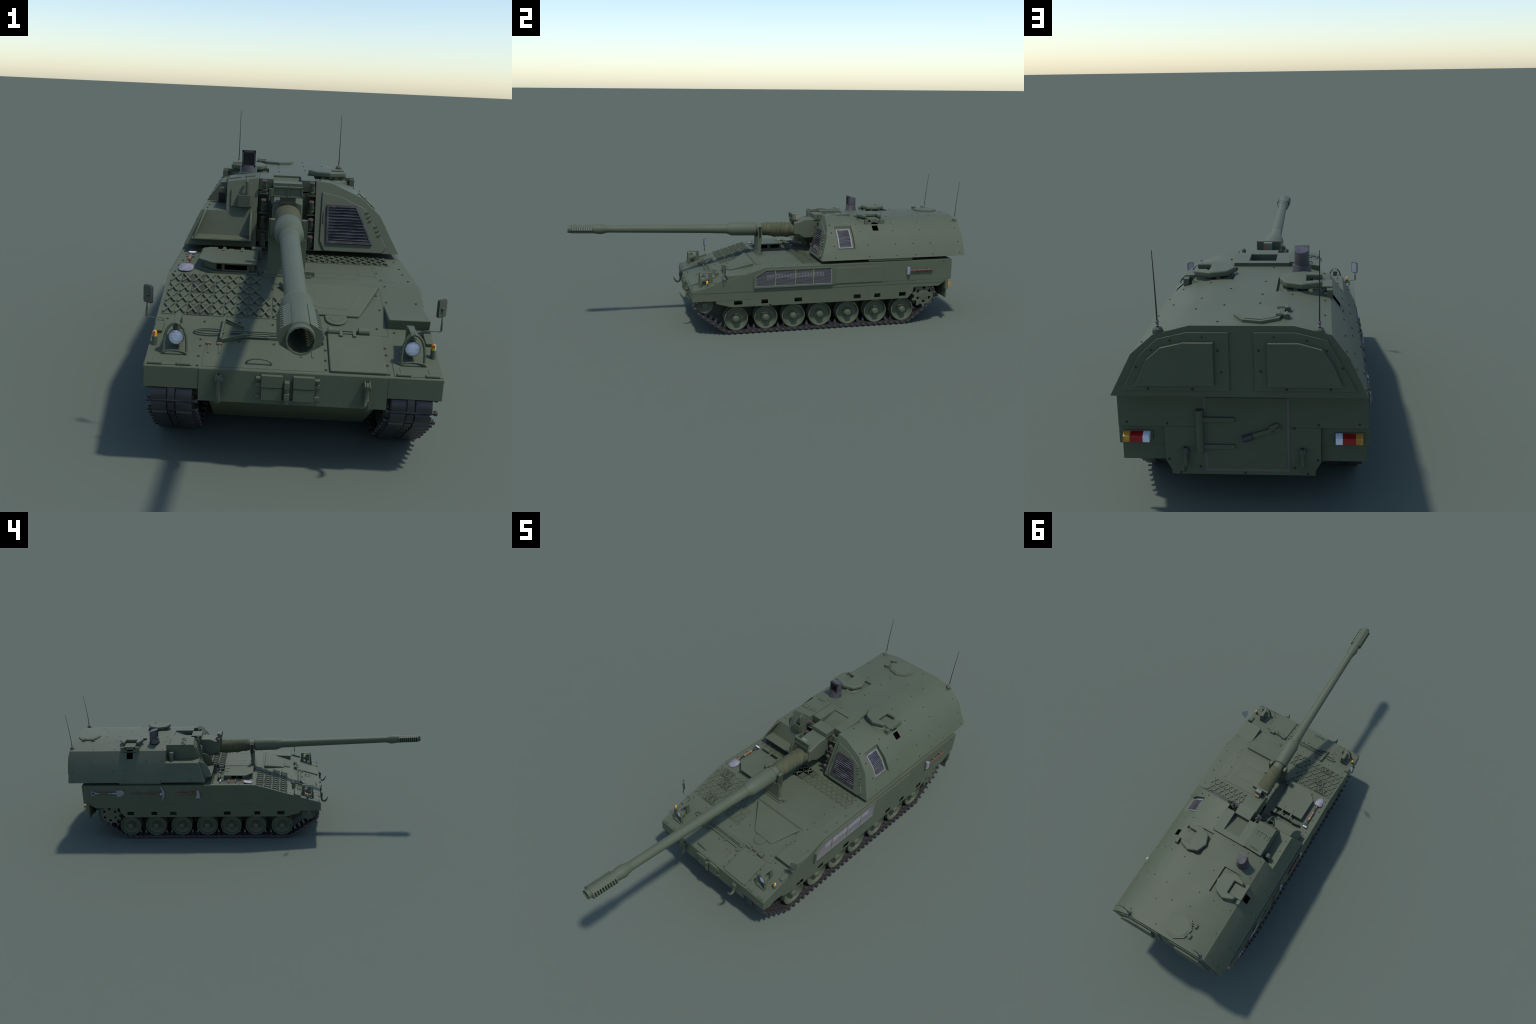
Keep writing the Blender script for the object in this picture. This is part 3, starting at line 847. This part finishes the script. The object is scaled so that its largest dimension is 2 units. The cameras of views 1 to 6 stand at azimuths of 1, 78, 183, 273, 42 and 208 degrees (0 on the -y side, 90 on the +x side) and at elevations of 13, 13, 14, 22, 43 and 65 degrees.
lk.loft([[(-.0060, -.0075, -.0040), (.0060, -.0075, -.0040), (.0060, .0075, -.0040), (-.0060, .0075, -.0040)],
         [(-.0040, -.0040, -.0160), (.0040, -.0040, -.0160), (.0040, .0040, -.0160), (-.0040, .0040, -.0160)],
         [(-.0025, -.0020, -.0220), (.0025, -.0020, -.0220), (.0025, .0020, -.0220), (-.0025, .0020, -.0220)]], trackm)
lkm = lk.mesh(); lkm.shade_smooth(); lkm.set_sharp_from_angle(angle=math.radians(35))
for sgn in (1, -1):
    tr = bpy.data.objects.new('track', None); C.collection.objects.link(tr); tr.parent = ROOT
    for k in range(NL):
        a = at(k * PITCH); b = at((k + 1) * PITCH)
        m = (a + b) / 2; d = (b - a).normalized()
        out = V((-d.y, d.x))
        o = bpy.data.objects.new('track_link', lkm); C.collection.objects.link(o)
        M = frame((sgn * XW, m.x, m.y), (1, 0, 0), (0, d.x, d.y), (0, out.x, out.y))
        if M.to_3x3().determinant() < 0:
            M = frame((sgn * XW, m.x, m.y), (-1, 0, 0), (0, d.x, d.y), (0, out.x, out.y))
        o.matrix_world = M
        o.parent = tr

# suspension arms seen between the wheels
sa = Part('suspension_arm', green)
for sgn in (1, -1):
    for y in WY:
        sa.cyl((sgn * .172, y + .040, .105), (sgn * .205, y + .040, .105), .018, 16)
        sa.bar((sgn * .198, y + .040, .095), (sgn * .198, y, WZ - .008), .020, .020, up=(0, .3, 1))
    for y in (-.13, .05, .30, .56):
        sa.cyl((sgn * .185, y, .184), (sgn * .245, y, .184), .014, 16)
sa.build(hull)

# =====================================================================
# TURRET
# =====================================================================
tb = Part('turret')
main = list(zip(TX, TZ))
tb.prism(main, 'y', .4395, .983)
# pockets
cut = Part('cut', green)
cut.box((-.2260, .5650, .5165), (-.0770, .7030, .60))
cut.box((.0515, .4545, .5165), (.2000, .5850, .60))
cutb = Part('cut', black)
cutb.box((.1500, .5085, .4770), (.2700, .5395, .4990))
cutb.box((-.2700, .6215, .4670), (-.1700, .6565, .4965))
turret = tb.build(cuts=[cut, cutb], angle=35)

# right cheek with rising roof
rc = Part('turret_cheek')
fr = [(.0655, .348), (.309, .348), (.254, .4510), (.1985, .4995), (.1105, .5360), (.0655, .5410)]
re = [(.0655, .348), (.309, .348), (.254, .4545), (.1985, .5035), (.111, .5270), (.0655, .5270)]
rc.loft([[(x, fy(z), z) for x, z in fr], [(x, .4395, z) for x, z in re]])
pk1 = Part('cut', green)
pk1.prism([(.1990, .5200), (.1990, .4900), (.2010, .4845), (.2395, .4470), (.2700, .3960), (.2860, .3960), (.33, .42), (.33, .52)], 'y', .3085, .3985)
rc.build(turret, cuts=[pk1], angle=35)
# left cheek: low step plus upright box
lc = Part('turret_cheek')
fr = [(-.3104, .348), (-.2659, .4465), (-.1030, .4465), (-.1030, .348)]
lc.loft([[(x, fy(z), z) for x, z in fr], [(x, .4395, z) for x, z in fr]])
lc.build(turret, bevel=.0008, segs=1)
lb = Part('turret_box')
frb = [(-.1945, .4460), (-.1945, .5285), (-.1032, .5420), (-.1032, .4460)]
lb.loft([[(x, fy(z) - .0003, z) for x, z in frb], [(x, .4330 + (.004 if z > .5 else 0), z) for x, z in frb]])
lb.build(turret, bevel=.0012)
wd = Part('turret_corner_wedge')
wd.add([(-.2235, .4394, .5045), (-.1945, .4394, .4470), (-.1945, .4394, .5120), (-.2600, .4394, .4470), (-.1945, .4300, .4470), (-.1945, .4300, .5090)],
       [(0, 2, 1, 3), (3, 1, 4), (1, 2, 5, 4), (0, 3, 4, 5), (0, 5, 2)])
wd.build(turret)

# gun slot block, sloping recess behind the mantlet
cb = Part('mantlet_block')
cb.box((-.1027, .3100, .3480), (.0652, .4393, .5050))
cb.box((-.1027, .3100, .5000), (-.0600, .4388, .5380))
cb.box((.0225, .3100, .5000), (.0650, .4388, .5380))
cb.box((-.0602, .4115, .5000), (.0227, .4387, .5379))
cb.prism([(.3100, .5000), (.3100, .5060), (.3350, .5090), (.3700, .5180), (.4120, .5320), (.4120, .5000)], 'x', -.0602, .0227)
cb.build(turret, bevel=.0006, segs=1)
gb = Part('gun_shield')
gb.prism([(.1490, .4930), (.1740, .4975), (.2050, .5110), (.3150, .5120), (.3150, .4100), (.2040, .4100), (.1710, .4290), (.1490, .4300)], 'x', -.0595, .0238)
gb.build(turret, bevel=.0060, segs=4)
gb = Part('gun_shield_cap')
gb.box((-.0588, .2555, .5000), (.0238, .3120, .5336))
gb.build(turret, bevel=.0008)
ub = Part('recoil_housing')
ub.cyl((-.0177, .1600, .4200), (-.0177, .2300, .4180), .0200, 20, green)
ub.build(turret, bevel=.001)

# rim lip under the turret
rl = Part('turret_rim')
rl.box((-.3060, .4640, .3370), (.3050, .6970, .3485))
rl.lathe([(0, .205), (.02, .205)], (0, .58, .3290), (0, 0, 1), 48)
rl.build(turret)

# smoke dischargers: two columns of four
sd = Part('smoke_discharger')
sd.lathe([(-.036, .0100), (-.027, .0100), (-.0265, .0072), (-.021, .0082), (-.012, .0064), (-.004, .0064), (-.004, .0072), (-.0005, .0072)], (0, 0, 0), (0, -.42, .91), 14)
sd.lathe([(-.0006, .0074), (.0012, .0074)], (0, 0, 0), (0, -.42, .91), 14, violet_cap)
sd.box((-.0012, -.0060, -.0020), (.0012, -.0040, .0050), gasket)
sd.box((-.0118, .0010, -.0400), (.0118, .0450, -.0375))
sd.box((.0060, .0080, -.030), (.0095, .0200, -.014))
sdo = sd.build(turret, angle=40)
ok = True
for x in (.0535, -.0855):
    for y, z in ((.2690, .5366), (.2567, .4822), (.2440, .4328), (.2316, .3842)):
        if ok: sdo.location = (x, y, z); ok = False
        else: copy_of(sdo, (x, y, z), parent=turret)

# right cheek front: access plate and louvre
def fpart(name, mat=None):
    p = Part(name, mat); p.M = FACE; return p
ap = fpart('cheek_plate')
ap.prism([(.0800, fw(.3760)), (.0840, fw(.5105)), (.1421, fw(.4980)), (.2080, fw(.4700)), (.2470, fw(.4100)), (.2740, fw(.3640)), (.2600, fw(.3475)), (.0940, fw(.3475))], 'z', -.001, .0045)
ap.build(turret, bevel=.0025, segs=3)
lf = fpart('louvre_frame', frame_dark)
o_ = [(.0983, fw(.4742)), (.1852, fw(.4750)), (.2320, fw(.3682)), (.0996, fw(.3684))]
i_ = [(.1040, fw(.4670)), (.1820, fw(.4676)), (.2235, fw(.3755)), (.1046, fw(.3757))]
ringframe(lf, o_, i_, 'z', .0040, .0100)
lf.prism(i_, 'z', .0042, .0052, glass_dark)
lf.build(turret, bevel=.0006, segs=1)
ls = fpart('louvre_slat', slat_metal)
for k in range(11):
    t_ = (k + .5) / 11
    wv = fw(.3757) + t_ * (fw(.4670) - fw(.3757))
    xr = .2235 + t_ * (.1820 - .2235); xl = .1046 - .0006 * t_
    ls.add([(xl, wv - .0024, .0096), (xr, wv - .0024, .0096), (xr, wv + .0010, .0052), (xl, wv + .0010, .0052), (xl, wv - .0012, .0106), (xr, wv - .0012, .0106), (xr, wv + .0024, .0058), (xl, wv + .0024, .0058)],
           [(3, 2, 1, 0), (4, 5, 6, 7), (0, 1, 5, 4), (1, 2, 6, 5), (2, 3, 7, 6), (3, 0, 4, 7)])
ls.build(turret, kind='stuff')
cl = fpart('plate_clip')
for x, z in ((.2165, .4589), (.2210, .4469), (.2260, .4361), (.2431, .4215), (.2475, .4096), (.2525, .3978)):
    cl.bar((x - .006, fw(z) - .003, .004), (x + .004, fw(z) + .002, .004), .0024, .0035, up=(0, 0, 1))
    cl.cyl((x + .003, fw(z) + .0015, .002), (x + .003, fw(z) + .0015, .0085), .0016, 8)
cl.bar((.0900, fw(.4250), .0045), (.0915, fw(.4560), .0045), .0030, .0030)
cl.build(turret)

# side louvre in the pocket
sf = Part('louvre_frame', frame_light)
prof = [(.2035, .4825), (.2415, .4460), (.2690, .3995)]
def along(t):
    L1 = math.dist(prof[0], prof[1]); L2 = math.dist(prof[1], prof[2]); s = t * (L1 + L2)
    if s < L1: a, b, u = prof[0], prof[1], s / L1
    else: a, b, u = prof[1], prof[2], (s - L1) / L2
    n = V((-(b[1] - a[1]), (b[0] - a[0]))).normalized()
    return V((a[0] + u * (b[0] - a[0]), a[1] + u * (b[1] - a[1]))), n
def sbar(P, y0, y1, t0, t1, hgt, mat, lift=0.0, k=6, tilt=0.0):
    secs = []
    for i in range(k + 1):
        t = t0 + (t1 - t0) * i / k
        c, n = along(t)
        b = c + n * lift; e = c + n * (lift + hgt)
        secs.append([(b.x, y0, b.y), (b.x, y1, b.y), (e.x, y1, e.y), (e.x, y0, e.y)])
    P.loft(secs, mat)
sbar(sf, .3165, .3225, 0, 1, .0030, frame_light); sbar(sf, .3830, .3890, 0, 1, .0030, frame_light)
sbar(sf, .3165, .3890, 0, .05, .0028, frame_light); sbar(sf, .3165, .3890, .95, 1, .0028, frame_light)
sbar(sf, .3200, .3860, .02, .98, .0006, glass_dark)
sf.build(turret)
ss = Part('louvre_slat', frame_light)
for k in range(15):
    t = .06 + .88 * (k + .5) / 15
    sbar(ss, .3215, .3840, t - .014, t + .012, .0022, slat_metal, .0004, 1)
ss.build(turret, kind='stuff')

# left cheek front: stowage tray, plate with pocket, periscope
tr = Part('stowage_tray')
SHf = [(.2250, .3660), (.1850, .3690), (.1802, .3730), (.1815, .3770), (.2300, .3790)]
tr.prism(SHf, 'x', -.2850, -.1165)
fin = [(.2560, .4475), (.2500, .4490), (.2224, .4430), (.2046, .4250), (.1940, .4080), (.1817, .3811), (.1805, .3720), (.2250, .3660)]
tr.loft([[(-.1165, y, z) for y, z in fin], [(-.1225, y, z) for y, z in fin]])
xl = lambda z: -.2850 + (z - .366) / (.448 - .366) * .031
tr.loft([[(xl(z), y, z) for y, z in fin], [(xl(z) + .0060, y, z) for y, z in fin]])
tr.build(turret, bevel=.0008, segs=1)
pp = fpart('pocket_plate')
pp.prism([(-.1820, fw(.5060)), (-.1420, fw(.5200)), (-.1200, fw(.5270)), (-.1210, fw(.4580)), (-.1815, fw(.4570))], 'z', -.001, .0060)
pp.build(turret, bevel=.0025, segs=3)
pc = Part('pocket')
pc.box((-.1605, .2440, .4610), (-.1245, .2475, .4955)); pc.box((-.1605, .2470, .4610), (-.1575, .2660, .4955)); pc.box((-.1275, .2470, .4610), (-.1245, .2660, .4955)); pc.box((-.1605, .2440, .4600), (-.1245, .2640, .4630))
pc.tube([(-.1360, .2640, .4700), (-.1360, .2600, .5200), (-.1360, .2585, .5330), (-.1360, .2620, .5380), (-.1360, .2720, .5400)], .0042, 10)
pc.build(turret, bevel=.0010)
ps = Part('periscope')
prf = [(-.2290, .4460), (-.2290, .4840), (-.2250, .4910), (-.2165, .4945), (-.2080, .4910), (-.2040, .4840), (-.2040, .4460)]
ps.prism(prf, 'y', .3960, .4165)
ps.prism([(-.2265, .4480), (-.2265, .4790), (-.2065, .4790), (-.2065, .4480)], 'y', .3950, .3962, glass_dark)
ps.build(turret, bevel=.0018)
rh = Part('roof_door_hinge')
zr = lambda x: .5420 + (x + .1032) / (.0913) * .0135
for xa, xb in ((-.1469, -.1137), (-.1913, -.1563)):
    rh.loft([[(x, .3300, zr(x) - .0005), (x, .3385, zr(x) - .0005), (x, .3370, zr(x) + .0040), (x, .3310, zr(x) + .0040)] for x in (xa, xb)])
    for x in (xa + .008, xb - .008):
        rh.bar((x, .3340, zr(x)), (x, .3560, zr(x)), .0045, .0030)
rh.tube([(-.1301, .4207, zr(-.1301) - .001), (-.1310, .4207, zr(-.131) + .0050), (-.170, .4218, zr(-.170) + .0050), (-.171, .4218, zr(-.171) - .001)], .0016, 6)
rh.tube([(-.1930, .3450, .5290), (-.1975, .3450, .5270), (-.1975, .3450, .5180)], .0016, 6, dark_iron)
rh.build(turret)

# gunner aiming plate on top of the shield
sg = Part('muzzle_reference_sight')
sg.box((-.0600, .1440, .5085), (.0215, .1475, .5385))
for xa, xb, za, zb in ((-.0600, .0215, .5345, .5385), (-.0600, .0215, .5085, .5125), (-.0600, -.0565, .5085, .5385), (.0180, .0215, .5085, .5385), (-.0205, -.0180, .5085, .5385)):
    sg.box((xa, .1385, za), (xb, .1445, zb))
sg.box((-.0400, .1400, .4900), (.0030, .1500, .5100), green_dark)
sg.box((-.0320, .1470, .5070), (-.0030, .1650, .5360), sage_camo)
sg.box((-.0290, .1650, .5020), (-.0070, .1770, .5090), sage_camo)
sg.cyl((-.0660, .1620, .4950), (-.0660, .1620, .5290), .0052, 12)
sg.box((-.0640, .1440, .4900), (-.0560, .1600, .5110))
sg.build(turret, bevel=.0005, segs=1)

# panoramic sight
pn = Part('panoramic_sight', sight_metal)
px0, py0 = -.1415, .5130
pn.lathe([(-.001, .0302), (.0022, .0300), (.0050, .0280), (.0060, .0274), (.0240, .0270), (.0266, .0258)], (px0, .5115, .5270), (0, 0, 1), 28)
ang = [math.radians(-90 + a) for a in (65, 80, 95, 110, 125, 140, 155, 170, 180, 190, 205, 220, 235, 250, 265, 280, 295)]
D = [(px0 + .0218 * math.cos(a) if abs(math.sin(a)) < .99 else px0, py0 + .0235 * math.sin(a)) for a in ang]
D = [(px0 - .0213, .4960)] + [(px0 - .0213 if k == 0 else (px0 + .0213 if k == 12 else px0 - .0215 * math.cos(math.pi * k / 12)), .5150 + .0225 * math.sin(math.pi * k / 12)) for k in range(13)] + [(px0 + .0213, .4960)]
ztop = lambda y: .6040 - max(0, y - .5000) * .30
pn.loft([[(x, y, .5500) for x, y in D], [(x, y, ztop(y) - .002) for x, y in D], [(px0 + (x - px0) * .95, .517 + (y - .517) * .95, ztop(y)) for x, y in D]])
pn.prism([(px0 - .0168, .5570), (px0 + .0168, .5570), (px0 + .0168, .5965), (px0 - .0168, .5965)], 'y', .4952, .4962, glass_dark)
for xa, xb, za, zb in ((-.0213, .0213, .5965, .6035), (-.0213, .0213, .5520, .5570), (-.0213, -.0168, .5520, .6035), (.0168, .0213, .5520, .6035)):
    pn.box((px0 + xa, .4915, za), (px0 + xb, .4965, zb))
pn.build(turret, bevel=.0006, segs=1)

# cupolas -----------------------------------------------------------------
def cupola(cx, cy, s, yoff):
    """s=+1: hinge side toward +x"""
    R_ = .0670
    P = Part('cupola_hatch')
    a45 = R_ * math.sqrt(.5)
    yn = .0320; t_ = (a45 - yn) / a45; xn = a45 + t_ * (R_ - a45)
    poly = [(a45, -a45), (xn, -yn), (.0085, -yn), (.0085, yn), (xn, yn), (a45, a45), (0, R_), (-a45, a45), (-R_, 0), (-a45, -a45), (0, -R_)]
    P.prism([(cx + s * u, cy + v) for u, v in poly], 'z', .5315, .5490)
    ob = P.build(turret, bevel=.0055, segs=4)
    Q = Part('cupola_ring')
    Q.lathe([(0, .0668), (.0070, .0660), (.0120, .0630), (.0160, .0570), (.0175, .0560)], (cx, cy, .5080), (0, 0, 1), 32)
    for k in range(8):
        a = math.radians(45 * k + 22)
        if abs(math.degrees(a) - (0 if s > 0 else 180)) < 30: continue
        c = V((cx + .0530 * math.cos(a), cy + .0530 * math.sin(a), .5260))
        Q.box(c - V((.0055, .0055, .0060)), c + V((.0055, .0055, .0070)), yellow_ol if k in (2, 6) and s < 0 else green)
    # bulged hinge housing running out over the slope
    Q.loft([[(cx + s * u, cy + v * w_, z0 + hz * math.cos(v * math.pi / 2 * .98)) for v in (-1, -.75, -.5, -.25, 0, .25, .5, .75, 1)] + [(cx + s * u, cy + w_, .500), (cx + s * u, cy - w_, .500)]
            for u, w_, z0, hz in ((.0085, .0310, .5140, .0130), (.0450, .0480, .5060, .0230), (.0700, .0500, .5000, .0220), (.0800, .0380, .4980, .0170))])
    Q.box((min(cx + s * .0100, cx + s * .0790), cy - .0300, .5180), (max(cx + s * .0100, cx + s * .0790), cy + .0300, .5310))
    for dy in (-.0370, .0370):
        xa, xb = sorted((cx + s * .0640, cx + s * .0790))
        Q.box((xa, cy + yoff + dy - .0150, .4960), (xb, cy + yoff + dy + .0150, .5270))
    xa, xb = sorted((cx + s * .0620, cx + s * .0800))
    Q.box((xa, cy + yoff - .0180, .5050), (xb, cy + yoff + .0180, .5230))
    for dy in (-.0200, .0200):
        Q.box((cx + s * .0770 - .0025, cy + yoff + dy - .002, .5228), (cx + s * .0770 + .0025, cy + yoff + dy + .002, .5262), yellow_ol)
    Q.build(turret, bevel=.0030, segs=3)
cupola(-.1495, .6385, -1, .0)
cupola(.1170, .5240, 1, .004)

# rear roof hatch
rh2 = Part('crew_hatch')
R8 = lambda r, c=(-.0490, .9080): [(c[0] + r * math.cos(math.radians(45 * k + 8)), c[1] + r * math.sin(math.radians(45 * k + 8))) for k in range(8)]
rh2.prism(R8(.0625), 'z', .5265, .5345)
rh2.prism(R8(.0530), 'z', .5340, .5362)
rh2.build(turret, bevel=.0012)
rhh = Part('crew_hatch_hinge')
for y in (.8720, .9260):
    rhh.box((-.1240, y - .0085, .5250), (-.1090, y + .0085, .5390))
    rhh.bar((-.1180, y - .004, .5360), (-.0900, y - .004, .5360), .0040, .0030); rhh.bar((-.1180, y + .004, .5360), (-.0900, y + .004, .5360), .0040, .0030)
    rhh.cyl((-.1165, y - .0110, .5375), (-.1165, y + .0110, .5375), .0040, 10)
rhh.build(turret, bevel=.0008)

# rear bustle panels
for s in (1, -1):
    off = 0 if s > 0 else .003
    outp = [(.0185, .3645), (.0185, .5112), (.1175, .5112), (.1885, .4945), (.2335, .4525), (.2785, .3645)] if s > 0 else [(-.0410, .3650), (-.0405, .5115), (-.1390, .5118), (-.2132, .4938), (-.2424, .4425), (-.2830, .3655)]
    inp = [(.0545, .3815), (.0541, .4888), (.1255, .4885), (.1800, .4755), (.2135, .4455), (.2450, .3805)] if s > 0 else [(-.0730, .3800), (-.0734, .4882), (-.1457, .4886), (-.2000, .4735), (-.2246, .4395), (-.2503, .3800)]
    b1 = Part('bustle_panel'); b1.prism(outp, 'y', .9815, .9880); b1.build(turret, bevel=.0006, segs=1)
    b2 = Part('bustle_cover'); b2.prism(inp, 'y', .9875, .9990); b2.build(turret, bevel=.0006, segs=1)
for x, z in [(.081, .501), (.157, .492), (.203, .468), (.241, .425), (.214, .370), (.108, .369), (.044, .467), (.037, .413), (-.088, .502), (-.165, .493), (-.212, .468), (-.248, .425), (-.221, .371), (-.117, .370), (-.052, .468), (-.056, .416)]:
    bolt((x, .9880, z), (0, 1, 0), turret)

# turret skin bolts: rows along the facets
rows = {.302: (.291, .467, .615, .714, .808, .957), .275: (.290, .466, .615, .709, .805, .957), .231: (.288, .438, .613, .761, .955), .190: (.290, .428, .616, .761, .951),
        .114: (.766, .857), .111: (.621,), .047: (.679, .825, .955), -.043: (.608, .731, .809), -.122: (.731,), -.208: (.851, .728, .548, .457),
        -.258: (.964, .855, .729, .657, .543, .457), -.282: (.961, .857, .727, .665, .541, .458, .292), -.306: (.960, .856, .670, .548, .462, .293), -.056: (.4545,), -.138: (.4540,)}
for x, ys in rows.items():
    z_, n_ = tz(x)
    for y in ys:
        bolt((x, y, z_), n_, turret)
for x, y in ((.0810, .375), (.0690, .432)):
    bolt((x, y, .5270 + (.4393 - y) * .085), (0, -.08, 1), turret)
for y in (.411, .346, .287):
    bolt((-.2505, y, .4465), (0, 0, 1), turret)

# antennas
for x in (.1870, -.1945):
    ab = Part('antenna_base')
    ab.lathe([(-.006, .0100), (.0050, .0120), (.0100, .0120), (.0140, .0090)], (x, .9730, .5060), (0, 0, 1), 8, phase=.39)
    ab.box((x - .0110, .9650, .5030), (x + .0110, .9800, .5140))
    for k in range(4):
        ab.lathe([(0, .0032), (.0016, .0042), (.0032, .0032)], (x, .9735, .5200 + .0030 * k), (0, 0, 1), 10, spring_pink if k % 2 else mirror_rim)
    ab.lathe([(0, .0045), (.0025, .0048), (.0050, .0020)], (x, .9738, .5315), (0, 0, 1), 10, mirror_rim)
    ab.build(turret, bevel=.0012)
    ar = Part('antenna', antenna_m)
    ar.tube([(x, .9738 + .0174 * (k / 12) ** 1.5, .5330 + (.7098 - .5330) * k / 12) for k in range(13)], [.0019 - .0010 * k / 12 for k in range(13)], 6)
    ar.build(turret)

# =====================================================================
# GUN
# =====================================================================
GX = -.0177
zc = lambda y: .4610 - .0315 * (y + .05)
gd = V((0, -1, .0315)).normalized()
gp = lambda y: V((GX, y, zc(y)))
def gun_lathe(P, prof, n=32, mat=None, caps=True):
    secs = []
    s_ = V((1, 0, 0)); t_ = gd.cross(s_).normalized()
    for y, r in prof:
        secs.append([gp(y) + (s_ * math.cos(2 * math.pi * i / n) + t_ * math.sin(2 * math.pi * i / n)) * r for i in range(n)])
    P.loft(secs, mat, caps)
    return P
gbn = Part('gun_barrel')
gun_lathe(gbn, [(-.0200, .0280), (-.0440, .0282), (-.0460, .0280)])
gun_lathe(gbn, [(-.0500, .0300), (-.0530, .0340), (-.0560, .0347), (-.1740, .0347), (-.1790, .0338), (-.2020, .0253), (-.2040, .0240)])
gun_lathe(gbn, [(-.2030, .0244), (-.2060, .0248), (-.2065, .0240), (-.2700, .0232), (-.2725, .0224), (-.3060, .0219), (-.5700, .0199), (-.8020, .0182)])
gun_lathe(gbn, [(.1600, .0260), (-.0600, .0270)])
barrel = gbn.build(angle=28)
mb = Part('muzzle_brake')
bore = .0172
gun_lathe(mb, [(-.8000, .0181), (-.8080, .0186), (-.8370, .0260), (-.8450, .0256), (-.8790, .0216), (-.9840, .0214), (-.9850, .0192), (-1.0000, .0190)], 24)
MB = frame(gp(-.985), (1, 0, 0), tuple(-gd), tuple(V((1, 0, 0)).cross(-gd)))
for s in (1, -1):
    mb.M = MB
    sec = [(s * .0120, -.0190), (s * .0262, -.0112), (s * .0308, 0), (s * .0262, .0112), (s * .0120, .0190)]
    mb.loft([[(x, v, z) for x, z in sec] for v in (.0000, .1060)])
mb.M = Matrix.Identity(4)
c1 = Part('cut', green)
gun_lathe(c1, [(-.8760, bore), (-1.0100, bore)], 12)
c2 = Part('cut', green)
c2.M = MB
for k in range(9):
    v = .0085 + k * .01115
    c2.box((-.05, v - .0031, -.0132), (.05, v + .0031, .0132))
mb.build(barrel, bevel=0, cuts=[c1, c2], angle=30, selfcut=True)
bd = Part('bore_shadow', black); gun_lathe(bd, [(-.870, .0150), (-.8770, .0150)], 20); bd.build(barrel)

# canvas sleeve with wrapped folds, sagging underneath
cs = Part('canvas_sleeve', canvas)
secs = []
NS, NA = 64, 48
for k in range(NS + 1):
    t = k / NS; y = -.0210 + t * (.1560 + .0210)
    base = .0300 + .0040 * min(1, t * 6) + .0020 * t
    ring = []
    for i in range(NA):
        a = 2 * math.pi * i / NA
        s, c = math.sin(a), math.cos(a)          # s up
        twist = y + .011 * c - .006 * s
        fold = .0011 * math.sin(twist * 260 + 1.2 * math.sin(twist * 70)) + .0008 * math.sin(twist * 137 + 2 + 1.5 * c)
        fold += .0012 * noise.noise(V((c * 1.2, s * 1.2, y * 26)))
        sag = max(0, -s) ** 1.5 * (.0075 * math.sin(math.pi * min(1, max(0, t)) ** 1.4) + .0022 * math.sin(t * 17 + .8) * math.sin(math.pi * t))
        r = base + fold + sag
        fl = -.0022 * max(0, s) * t
        ring.append((GX + c * (base + fold), y, zc(y) + s * (r + fl)))
    secs.append(ring)
cs.loft(secs, canvas)
cs.build(barrel, angle=60)

C.view_layer.update()
